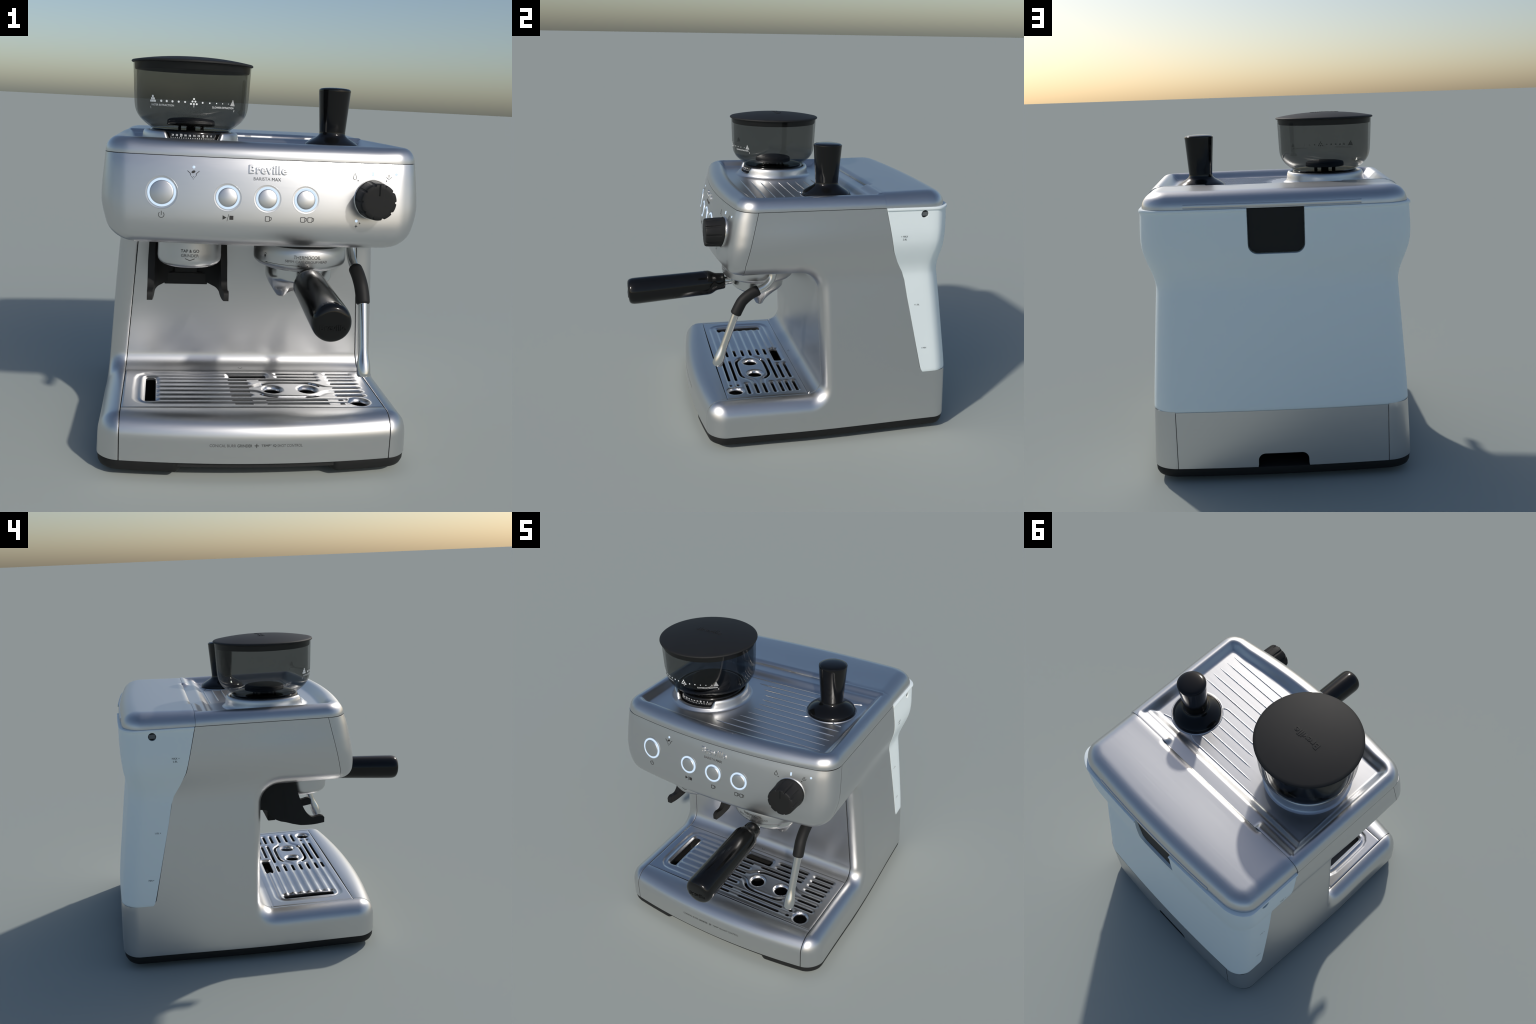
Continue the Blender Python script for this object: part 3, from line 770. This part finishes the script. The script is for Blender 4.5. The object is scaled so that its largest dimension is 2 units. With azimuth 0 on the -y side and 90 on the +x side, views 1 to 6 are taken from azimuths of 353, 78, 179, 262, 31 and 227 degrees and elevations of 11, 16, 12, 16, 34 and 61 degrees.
# scale of dots getting finer from left to right
sizes = [0.0055, 0.0053, 0.005, 0.0047, 0.0043]; xsd = [-0.478, -0.453, -0.427, -0.399, -0.370]
for s, xx in zip(sizes, xsd):
    V, F = dot(0, 0, s); on_bowl("scale_dot", V, F, xx, 1.690)
for s, xx in zip([0.0040, 0.0034, 0.0028, 0.0024, 0.0018], [-0.290, -0.257, -0.225, -0.196, -0.168]):
    V, F = dot(0, 0, s); on_bowl("scale_dot", V, F, xx, 1.690)
def pile(r, gap):
    P = []
    for row in range(3):
        for k in range(row + 1): P.append(dot((k - row / 2) * gap, 0.011 - row * gap * 0.86, r))
    return merge(P)
V, F = pile(0.0056, 0.0122); on_bowl("grind_pile", V, F, -0.5165, 1.6985)
V, F = pile(0.0044, 0.0130); on_bowl("grind_pile", V, F, -0.330, 1.694)
V, F = merge([dot((k - row / 2) * 0.0042, 0.012 - row * 0.0040, 0.0015) for row in range(7) for k in range(row + 1)]); on_bowl("grind_pile", V, F, -0.1465, 1.695)
V, F = text_mesh("FASTER EXTRACTION", 0.013, extrude=0.0); on_bowl("scale_lettering", fit_height(fit_width(V, 0.120), 0.0085), F, -0.474, 1.6715, WHITE_INK)
V, F = text_mesh("SLOWER EXTRACTION", 0.013, extrude=0.0); on_bowl("scale_lettering", fit_height(fit_width(V, 0.120), 0.0085), F, -0.190, 1.6715)
for xx in (-0.5255, -0.3295, -0.1385):
    V, F = stroke([(0, -0.005), (0, 0.005)], 0.0022); on_bowl("scale_tick", V, F, xx, 1.659 if xx != -0.3295 else 1.673)
# numbers on the grind dial
labels = [("24", 0.009), ("22", 0.009), ("20", 0.013), ("18", 0.009), ("16", 0.009), ("14", 0.009), ("12", 0.009), ("10", 0.013), ("8", 0.009), ("6", 0.009)]
for k, (t, h) in enumerate(labels):
    V, F = text_mesh(t, 0.012, bold=0.0003, extrude=0.0)
    V = fit_height(V - np.array([(V[:, 0].min() + V[:, 0].max()) / 2, 0, 0]), h)
    on_bowl("dial_number", V, F, HX + 0.199 * math.sin(math.radians(-27 + 6.0 * k)), 1.536, WHITE_INK, rad=0.2018, lift=0.0009)
ticks = merge([stroke([(0.2018 * math.radians(-29 + 3.0 * k), -0.0025), (0.2018 * math.radians(-29 + 3.0 * k), 0.0025)], 0.0022) for k in range(21)])
on_bowl("dial_ticks", ticks[0], ticks[1], HX, 1.5235, WHITE_INK, rad=0.2030, lift=0.0009)

# ------------------------------------------------------------------ tamper
tam = group("tamper")
revolve("tamper_handle", [(0.0, 1.801), (0.035, 1.8000), (0.060, 1.7975), (0.074, 1.7945), (0.0785, 1.7920), (0.0800, 1.7900), (0.0830, 1.7895), (0.0840, 1.7850), (0.0830, 1.775), (0.0805, 1.740), (0.0755, 1.670), (0.0705, 1.600), (0.0685, 1.572), (0.0690, 1.561), (0.0735, 1.552), (0.085, 1.5425), (0.105, 1.5310), (0.125, 1.5190), (0.138, 1.5090), (0.1430, 1.5030), (0.1440, 1.4990), (0.1435, 1.4965)], GLOSS, (TXc, TYc, 0), segs=96, parent=tam, smooth=40)
revolve("tamper_foot", [(0.1400, 1.4965), (0.1430, 1.4955), (0.1445, 1.492), (0.1440, 1.4875), (0.140, 1.4868), (0, 1.4868)], GLOSS, (TXc, TYc, 0), segs=96, parent=tam)

# ------------------------------------------------------------------ water tank and its lid
tank = group("water_tank")
def tank_front(z): return interp(z, [0.392, 0.396, 0.404, 0.418, 0.440, 0.60, 0.9, 1.00, 1.05, 1.12, 1.19, 1.24, 1.455], [0.815, 0.798, 0.784, 0.775, 0.768, 0.7295, 0.659, 0.638, 0.621, 0.580, 0.547, 0.533, 0.482])
def tank_rear(z): return interp(z, [0.39, 0.48, 0.7, 0.85, 0.98, 1.04, 1.09, 1.14, 1.20, 1.26, 1.33, 1.40, 1.455], [0.989, 0.977, 0.946, 0.925, 0.9055, 0.896, 0.8945, 0.900, 0.911, 0.9155, 0.9155, 0.913, 0.908])
def tank_loop(z, off=0.0, front=None):
    yr = float(tank_rear(z)) + off; yf = float(tank_front(z)) if front is None else front; bow = 0.020; xs = min(0.566, float(half_width(yr - 0.1, z)) - 0.112)
    pts = []
    w_r = float(half_width(yr - 0.10, z)) + off
    for y in np.linspace(yf, yr - 0.145, 10): pts.append((float(half_width(y, z)) + off + 0.0012, y))
    yb = yr - 0.125
    for k in range(1, 15):
        th = math.pi / 2 * k / 15; w = float(half_width(yb, z)) + off + 0.0012
        x = xs + (w - xs) * math.cos(th); yy = yr - bow * (x / 0.62) ** 2
        pts.append((x, yb + (yy - yb) * math.sin(th)))
    for x in np.linspace(xs, 0, 18): pts.append((x, yr - bow * (x / 0.62) ** 2))
    h = np.array(pts); L = h[::-1] * np.array([-1, 1]); return np.vstack([h, L[1:]])
zl = [0.392, 0.396, 0.404, 0.418, 0.44] + list(np.linspace(0.48, 0.98, 18)) + list(np.linspace(1.0, 1.30, 26)) + [1.33, 1.36, 1.39, 1.42, 1.4410]
V = []; loops = []
def z_of(zv): return zv
for zv in zl: loops.append([(x, y, zv) for x, y in tank_loop(zv, -0.006 * max(0, (0.404 - zv) / 0.012))])
for off, zv in ((0.0055, 1.4425), (0.0065, 1.4450), (0.0065, 1.4525), (0.0050, 1.4555), (0.0, 1.4562)): loops.append([(x, y, zv) for x, y in tank_loop(zv, off)])
n = len(loops[0]); V = [p for l in loops for p in l]
F = grid_faces(len(loops), n, close_v=True) + [tuple(range(n)), tuple((len(loops) - 1) * n + k for k in range(n))]
tk = add_obj("tank_shell", V, F, TANK, tank, 35)
# recess for the grip flap and the two bayonet holes
flap = round_poly([(-0.147, 1.50, 0), (-0.147, 1.219, 0.050), (0.147, 1.219, 0.050), (0.147, 1.50, 0)], 8, 3)[0]
cut1 = prism("cutter", flap, 0.868, 1.10, "xz", TANK)
cutters = [cut1]
for sx in (-1, 1):
    c = revolve("cutter", [(0, -0.02), (0.0225, -0.02), (0.0225, 0.10), (0, 0.10)], TANK, segs=40)
    c.data.transform(Matrix.Rotation(math.radians(90) * sx, 4, "Y")); c.data.transform(Matrix.Translation((sx * 0.700, 0.717, 1.417)))
    cutters.append(c)
for c in cutters:
    md = tk.modifiers.new("cut", "BOOLEAN"); md.object = c; md.operation = "DIFFERENCE"; md.solver = "EXACT"
dg = bpy.context.evaluated_depsgraph_get(); dg.update()
me = bpy.data.meshes.new_from_object(tk.evaluated_get(dg)); tk.modifiers.clear(); tk.data = me
me.shade_smooth(); me.set_sharp_from_angle(angle=math.radians(35))
for c in cutters: bpy.data.objects.remove(c)
flap2 = round_poly([(-0.1435, 1.4555, 0.004), (-0.1425, 1.2245, 0.046), (0.1425, 1.2245, 0.046), (0.1435, 1.4555, 0.004)], 8, 3)[0]
prism("grip_flap", flap2, 0.860, 0.896, "xz", SATIN, tank, 0.003)
for sx in (-1, 1):
    o = revolve("pivot_hole", [(0, 0), (0.0215, 0), (0.0215, 0.012), (0, 0.012)], CORE, segs=32, parent=tank)
    o.data.transform(Matrix.Rotation(math.radians(90) * sx, 4, "Y")); o.data.transform(Matrix.Translation((sx * 0.676, 0.717, 1.417)))
    bx0, bx1 = sorted((sx * 0.680, sx * 0.700))
    prism("pivot_pin", slot(0.6985, 0.7355, 1.406, 1.429, 0.002), bx0, bx1, "yz", PIN, tank)

lidg = group("tank_lid")
prism("lid_seal", [(-0.62, 0.4725), (0.62, 0.4725), (0.62, 0.4775), (-0.62, 0.4775)], 1.43, 1.508, "xy", CORE, lidg)
LZ = 1.4575
yf = 0.4750; w_off = -0.0055
half = []
for x in np.linspace(0, 0.56, 30): half.append((x, 0.8985 - 0.024 * (x / 0.62) ** 2))
for k in range(1, 17):
    th = math.pi / 2 * k / 16; w = float(half_width(0.80, 1.46)) + w_off; x = 0.56 + (w - 0.56) * math.sin(th); py = 0.8985 - 0.024 * (x / 0.62) ** 2
    half.append((x, py + (0.765 - py) * (1 - math.cos(th))))
for y in np.linspace(0.75, yf, 24): half.append((float(half_width(y, 1.46)) + (w_off if y > 0.5 else w_off), y))
half = np.array(half); opath = np.vstack([half[::-1] * np.array([-1, 1]), half[1:]])   # left front -> rear -> right front
T = np.gradient(opath, axis=0); T /= np.linalg.norm(T, axis=1)[:, None]; Nn = np.stack([T[:, 1], -T[:, 0]], 1)
q_in = ring_path(opath, Nn, RINGS[-1], yf)
fr = [(x, yf) for x in np.linspace(q_in[-1][0], q_in[0][0], 110)][1:-1]
outl = np.vstack([q_in, fr])
extra = np.vstack([[(x, yf + dd) for x in np.linspace(q_in[0][0] + 0.01, q_in[-1][0] - 0.01, 110)] for dd in (0.002, 0.005, 0.009, 0.014)])
v2, f2 = tri_sheet(outl, [], 0.0105, extra=extra)
def lid_height(v, given=None):
    dd = dist_path(v, opath) if given is None else np.full(len(v), given)
    LT = 1.5355 + 0.007 * smoothstep(0.48, 0.80, v[:, 1])
    t = np.clip(dd / 0.098, 0, 1); z = LZ + (LT - LZ) * np.sqrt(np.clip(1 - (1 - t) ** 2.15, 0, 1))
    tf = np.clip((v[:, 1] - yf) / 0.030, 0, 1)
    notch = smoothstep(-0.43, -0.39, v[:, 0]) * smoothstep(0.41, 0.37, v[:, 0])
    return np.maximum(z - (0.002 + 0.012 * notch) * (1 - tf) ** 2, LZ)
V, F = rim_mesh(opath, Nn, lid_height, v2, f2, yf, 0.0006)
ob = add_obj("lid_shell", V, F, STEEL, lidg, 0)
bm = bmesh.new(); bm.from_mesh(ob.data); bmesh.ops.remove_doubles(bm, verts=bm.verts, dist=1e-4)
back = [e for e in bm.edges if len(e.link_faces) == 1 and all(abs(v.co.y - yf) < 1e-4 for v in e.verts)]
ret = bmesh.ops.extrude_edge_only(bm, edges=back)
bmesh.ops.translate(bm, vec=(0, 0.0006, -0.06), verts=[g for g in ret["geom"] if isinstance(g, bmesh.types.BMVert)])
bmesh.ops.recalc_face_normals(bm, faces=bm.faces); bm.to_mesh(ob.data); bm.free()
ob.data.shade_smooth(); ob.data.set_sharp_from_angle(angle=math.radians(50))
# shallow finger lip along the rear edge of the lid
lip = [(-0.020, 1.4605), (0.0012, 1.4605), (0.0028, 1.4625), (0.0028, 1.4765), (0.0005, 1.4815), (-0.020, 1.4860)]
xs_l = np.linspace(-0.44, 0.47, 50)
V = [(x, 0.8985 - 0.024 * (x / 0.62) ** 2 + dy, zz) for x in xs_l for dy, zz in lip]
add_obj("lid_grip_ridge", V, grid_faces(50, len(lip), close_v=True) + [tuple(range(len(lip))), tuple(49 * len(lip) + k for k in range(len(lip)))], STEEL, lidg, 40)

# level marks on both sides of the tank
def on_side(name, V, F, y, z, sx, mat=INK_SOFT):
    yy = y + sx * V[:, 0]; zz = z + V[:, 1]
    x = sx * (half_width(yy, zz) + 0.0022 + V[:, 2])
    return add_obj(name, np.column_stack([x, yy, zz]), F, mat, tank, 0)
for sx in (-1, 1):
    for (t, y, z, w, h) in (("MAX", 0.603, 1.287, 0.030, 0.0115), ("2.8L", 0.6005, 1.2695, 0.026, 0.0105), ("1.0L", 0.731, 0.841, 0.024, 0.0095), ("MIN", 0.790, 0.560, 0.022, 0.0095)):
        V, F = text_mesh(t, 0.014, extrude=0.0); V = fit_height(fit_width(V, w), h)
        on_side("level_lettering", V, F, y, z, sx)
    for y, z in ((0.579, 1.287), (0.712, 0.841), (0.772, 0.560)):
        V, F = dot(0, 0, 0.0022); on_side("level_dot", V, F, y, z, sx, INK)

# ------------------------------------------------------------------ grinder outlet and cradle
gr = group("grinder_outlet")
GX, GY = -0.325, -0.188
revolve("outlet_sleeve", [(0.150, 1.060), (0.1515, 1.0), (0.1525, 0.968), (0.1500, 0.952), (0.142, 0.940), (0.128, 0.931), (0.118, 0.929), (0.112, 0.935), (0.108, 1.05)], STEEL, (GX, GY, 0), segs=96, parent=gr, smooth=40)
revolve("outlet_chute", [(0.112, 0.95), (0.0, 0.96)], CORE, (GX, GY, 0), segs=48, parent=gr)
# fork: side profile trimmed out of a U-shaped block
side = spline([(0.130, 0.862), (0.064, 0.858), (0.052, 0.836), (0.020, 0.802), (-0.020, 0.783), (-0.055, 0.777), (-0.100, 0.767), (-0.150, 0.758), (-0.225, 0.757), (-0.286, 0.765)], 4)
side2 = spline([(-0.287, 0.797), (-0.280, 0.805), (-0.262, 0.811), (-0.232, 0.804), (-0.208, 0.806), (-0.182, 0.829), (-0.158, 0.872), (-0.138, 0.930), (-0.120, 1.000), (-0.110, 1.062)], 4)
side_poly = np.vstack([side, side2, [(0.130, 1.062)]])
fork = prism("cradle_fork", side_poly, -0.60, -0.05, "yz", RUBBER, gr)
# plan of the fork: a horseshoe open to the front
hs = [(GX + 0.190, -0.32), (GX + 0.190, -0.14), (GX + 0.183, -0.09), (GX + 0.163, -0.04), (GX + 0.148, 0.02), (GX + 0.140, 0.12),
      (GX - 0.146, 0.12), (GX - 0.154, 0.02), (GX - 0.169, -0.04), (GX - 0.190, -0.09), (GX - 0.198, -0.14), (GX - 0.198, -0.32)]
hi = []
for a_ in np.linspace(math.pi, 0, 33): hi.append((GX - 0.003 + 0.160 * math.cos(a_), -0.120 + 0.150 * math.sin(a_)))
hi = [(GX - 0.174, -0.32)] + hi + [(GX + 0.168, -0.32)]
c1 = prism("cutter", np.array(hs + hi), 0.5, 1.2, "xy", RUBBER)
md = fork.modifiers.new("cut", "BOOLEAN"); md.object = c1; md.operation = "INTERSECT"; md.solver = "EXACT"
dg = bpy.context.evaluated_depsgraph_get(); dg.update()
me = bpy.data.meshes.new_from_object(fork.evaluated_get(dg)); fork.modifiers.clear(); fork.data = me; bpy.data.objects.remove(c1)
me.shade_smooth(); me.set_sharp_from_angle(angle=math.radians(40))
prism("cradle_mount", slot(-0.41, -0.24, 0.03, 0.135, 0.01), 0.86, 1.06, "xy", RUBBER, gr)
prism("cradle_stop", round_poly([(-0.440, 0.776, 0.004), (-0.222, 0.776, 0.004), (-0.222, 0.838, 0.022), (-0.440, 0.838, 0.022)], 6, 3)[0], 0.0, 0.050, "xz", RUBBER, gr, 0.004)
prism("cradle_switch", round_poly([(-0.390, 0.835, 0.004), (-0.275, 0.835, 0.004), (-0.275, 0.95, 0.008), (-0.390, 0.95, 0.008)], 4, 3)[0], 0.004, 0.06, "xz", RUBBER, gr, 0.004)

def on_cyl(name, V, F, cx, cy, rad, x, z, mat, lift=0.0010, parent=None):
    a0 = math.asin(max(-1, min(1, (x - cx) / rad))); a = a0 + V[:, 0] / rad; zz = V[:, 1] + z
    rr = (rad(zz) if callable(rad) else rad) + lift
    return add_obj(name, np.column_stack([cx + rr * np.sin(a), cy - rr * np.cos(a), zz]), F, mat, parent, 0)
V, F = text_mesh("TAP & GO", 0.02, bold=0.00015, extrude=0.0); on_cyl("outlet_lettering", fit_height(fit_width(V, 0.086), 0.0145), F, GX, GY, 0.1518, -0.3285, 1.0150, INK, parent=gr)
V, F = text_mesh("GRINDER", 0.02, extrude=0.0); on_cyl("outlet_lettering", fit_height(fit_width(V, 0.083), 0.0140), F, GX, GY, 0.1522, -0.3285, 0.9935, INK_SOFT, parent=gr)
V, F = stroke([(-0.022, 0.0045), (0, -0.0045), (0.022, 0.0045)], 0.003); on_cyl("outlet_arrow", V, F, GX, GY, 0.1528, -0.3285, 0.975, INK, parent=gr)

# ------------------------------------------------------------------ group head and portafilter
gh = group("group_head")
CX, CY = 0.214, -0.180
revolve("group_collar", [(0.205, 1.062), (0.212, 1.052), (0.2235, 1.030), (0.2250, 1.000), (0.2245, 0.970), (0.2200, 0.957), (0.2080, 0.946), (0.190, 0.939), (0.175, 0.936), (0.0, 0.936)], STEEL, (CX, CY, 0), segs=112, parent=gh, smooth=45)
revolve("group_gasket", [(0.160, 1.066), (0.2150, 1.066), (0.2165, 1.050), (0.2100, 1.046)], CORE, (CX, CY, 0), segs=72, parent=gh)
CR = lambda zz: interp(zz, [0.95, 0.96, 0.975, 1.0, 1.03], [0.214, 0.2215, 0.2247, 0.225, 0.2236])
def on_group(name, V, F, x, z, mat):
    rad = 0.2245; a0 = math.asin((x - CX) / rad); a = a0 + V[:, 0] / rad; zz = V[:, 1] + z; rr = CR(zz) + 0.0012
    return add_obj(name, np.column_stack([CX + rr * np.sin(a), CY - rr * np.cos(a), zz]), F, mat, gh, 0)
V, F = text_mesh("THERMOCOIL", 0.02, extrude=0.0); on_group("group_lettering", fit_height(fit_width(V, 0.128), 0.0165), F, 0.212, 1.010, INK)
V, F = text_mesh("58MM CAFÉ GROUP HEAD", 0.02, extrude=0.0); on_group("group_lettering", fit_height(fit_width(V, 0.204), 0.0150), F, 0.210, 0.9905, INK_SOFT)
V, F = merge([stroke([(0.1 * t - 0.218 + 0.0, 0.0) for t in np.linspace(0, 1.93, 24)], 0.0018), fill([(-0.025, 0), (-0.045, 0.003), (-0.045, -0.003)]), fill([(-0.222, 0), (-0.203, 0.003), (-0.203, -0.003)]), dot(0, 0, 0.003)])
on_group("lock_arrow", V, F, 0.2135, 0.9690, INK)
V, F = merge([fill([(-0.004, -0.012), (0.004, -0.012), (0.004, 0.0), (-0.004, 0.0)]), stroke(arc(0.003, 0.003, 0.005, 170, 0, 12), 0.0015), dot(0, -0.018, 0.0018)])
on_group("lock_symbol", V, F, 0.028, 1.004, INK)

pf = group("portafilter")
revolve("filter_rim", [(0.0, 0.932), (0.176, 0.932), (0.180, 0.936), (0.1805, 0.943), (0.176, 0.946), (0.0, 0.946)], CHROME, (CX, CY, 0), segs=96, parent=pf, smooth=40)
# bowl that tapers into a wedge with a twin spout
rows = []
for zz, rx, ry, sh in [(0.934, 0.163, 0.163, 0), (0.900, 0.163, 0.163, 0), (0.880, 0.162, 0.160, 0), (0.869, 0.159, 0.149, 0), (0.858, 0.154, 0.129, 0.001), (0.846, 0.148, 0.107, 0.002), (0.832, 0.140, 0.085, 0.003), (0.818, 0.131, 0.066, 0.003), (0.805, 0.122, 0.052, 0.003), (0.793, 0.114, 0.043, 0.002), (0.782, 0.106, 0.037, 0.002), (0.774, 0.100, 0.033, 0.002), (0.771, 0.094, 0.028, 0.002)]:
    row = []
    for k in range(72):
        a = 2 * math.pi * k / 72; c, s = math.cos(a), math.sin(a); x = rx * c
        mid = float(smoothstep(0.075, 0.025, abs(x)))
        row.append((CX + x, CY + sh + ry * s, zz + max(0.0, 0.830 - zz) * mid))
    rows.append(row)
V = [p for r in rows for p in r]; F = grid_faces(len(rows), 72, close_v=True) + [tuple((len(rows) - 1) * 72 + k for k in range(72)), tuple(range(72))]
add_obj("filter_bowl", V, F, CHROME, pf, 45)
axis0 = np.array((0.213, -0.335, 0.894)); 
def along(y, dz=0.0): return (0.213, y, 0.9055 + 0.060 * (y + 0.39) * 1.15 + dz * 0)
tube("handle_stem", [along(-0.30), along(-0.345), along(-0.40)], [0.027, 0.026, 0.026], CHROME, pf, 32)
ys = [-0.388, -0.390, -0.393, -0.400, -0.425, -0.440, -0.452, -0.462, -0.474, -0.488, -0.505, -0.560, -0.70, -0.85, -0.940, -0.962, -0.975, -0.984, -0.9905, -0.9935]
rs = [0.030, 0.040, 0.0475, 0.0505, 0.0530, 0.0545, 0.0580, 0.0635, 0.0700, 0.0750, 0.0765, 0.0765, 0.0785, 0.0810, 0.0820, 0.0812, 0.0785, 0.0740, 0.0660, 0.050]
tube("handle_grip", [along(y) for y in ys], rs, GLOSS, pf, 64, True, 45)
V, F = text_mesh("Breville", 0.03, bold=0.0004, extrude=0.0020); V = fit_height(fit_width(V, 0.105), 0.024)
ex, ey, ez = along(-0.9935)
W = np.column_stack([V[:, 0] + ex, -0.9945 - V[:, 2] + 0.0 * V[:, 0] + 0.9 * ((np.hypot(V[:, 0], V[:, 1] - 0.012)) ** 2), V[:, 1] + ez - 0.012])
add_obj("handle_lettering", W, F, GLOSS, pf, 30)

# ------------------------------------------------------------------ steam wand
wand = group("steam_wand")
pipe = spline([(0.483, -0.130, 1.095), (0.483, -0.131, 1.030), (0.484, -0.147, 0.983), (0.486, -0.180, 0.950), (0.489, -0.222, 0.930), (0.493, -0.275, 0.905), (0.498, -0.322, 0.868), (0.502, -0.347, 0.826), (0.5035, -0.365, 0.785)], 6)
tube("wand_pipe", pipe, 0.0225, CHROME, wand, 32, True, 60)
sl = spline([(0.490, -0.223, 0.9285), (0.4935, -0.275, 0.9045), (0.498, -0.321, 0.868), (0.502, -0.347, 0.826), (0.5035, -0.3665, 0.785)], 8)
r = np.full(len(sl), 0.0335); r[0] = r[-1] = 0.0285; r[1] = r[-2] = 0.0330
tube("wand_sleeve", sl, r, RUBBER, wand, 40, True, 50)
a = np.array((0.5035, -0.3665, 0.785)); b = np.array((0.502, -0.4800, 0.459))
ts = [-0.05, 0.0, 0.3, 0.6, 0.66, 0.72, 0.78, 0.83, 0.90, 0.96, 0.985, 1.0]; rr = [0.0225, 0.0225, 0.0225, 0.0225, 0.0232, 0.0258, 0.0292, 0.0318, 0.0325, 0.0320, 0.0300, 0.0240]
tube("wand_lance", [a + (b - a) * t for t in ts], rr, CHROME, wand, 40, True, 40)

# ------------------------------------------------------------------ print on the base and splash panel
def fascia_y(x): return float(-0.56 - 0.049 * (1 - (x / 0.63) ** 2))
def on_fascia(V, F, x, z, mat):
    xx = V[:, 0] + x; y = -0.56 - 0.049 * (1 - (xx / 0.63) ** 2) - 0.0010 - V[:, 2]
    return add_obj("base_lettering", np.column_stack([xx, y, V[:, 1] + z]), F, mat, body, 0)
for t, x0, x1, bold, mt in (("CONICAL BURR", -0.222, -0.102, 0, INK_SOFT), ("GRINDER", -0.096, -0.028, 0, INK), ("TEMP° IQ", 0.014, 0.083, 0, INK), ("SHOT CONTROL", 0.088, 0.205, 0, INK_SOFT)):
    V, F = text_mesh(t, 0.018, bold=bold, extrude=0.0); on_fascia(fit_height(fit_width(V, x1 - x0), 0.0135), F, (x0 + x1) / 2, 0.1735, mt)
V, F = merge([stroke([(-0.010, 0), (0.010, 0)], 0.0028), stroke([(0, -0.010), (0, 0.010)], 0.0028)]); on_fascia(V, F, -0.0075, 0.1735, INK)
V, F = stroke([(-0.012, 0.006), (0, -0.006), (0.012, 0.006)], 0.0022)
add_obj("tray_arrow", np.column_stack([V[:, 0] - 0.020, V[:, 1] + 0.092, 0.288 + 0.080 - np.sqrt(0.080 ** 2 - np.clip(V[:, 1] + 0.092 - 0.0735, 0, 1) ** 2) + 0.0020]), F, INK, body, 0)
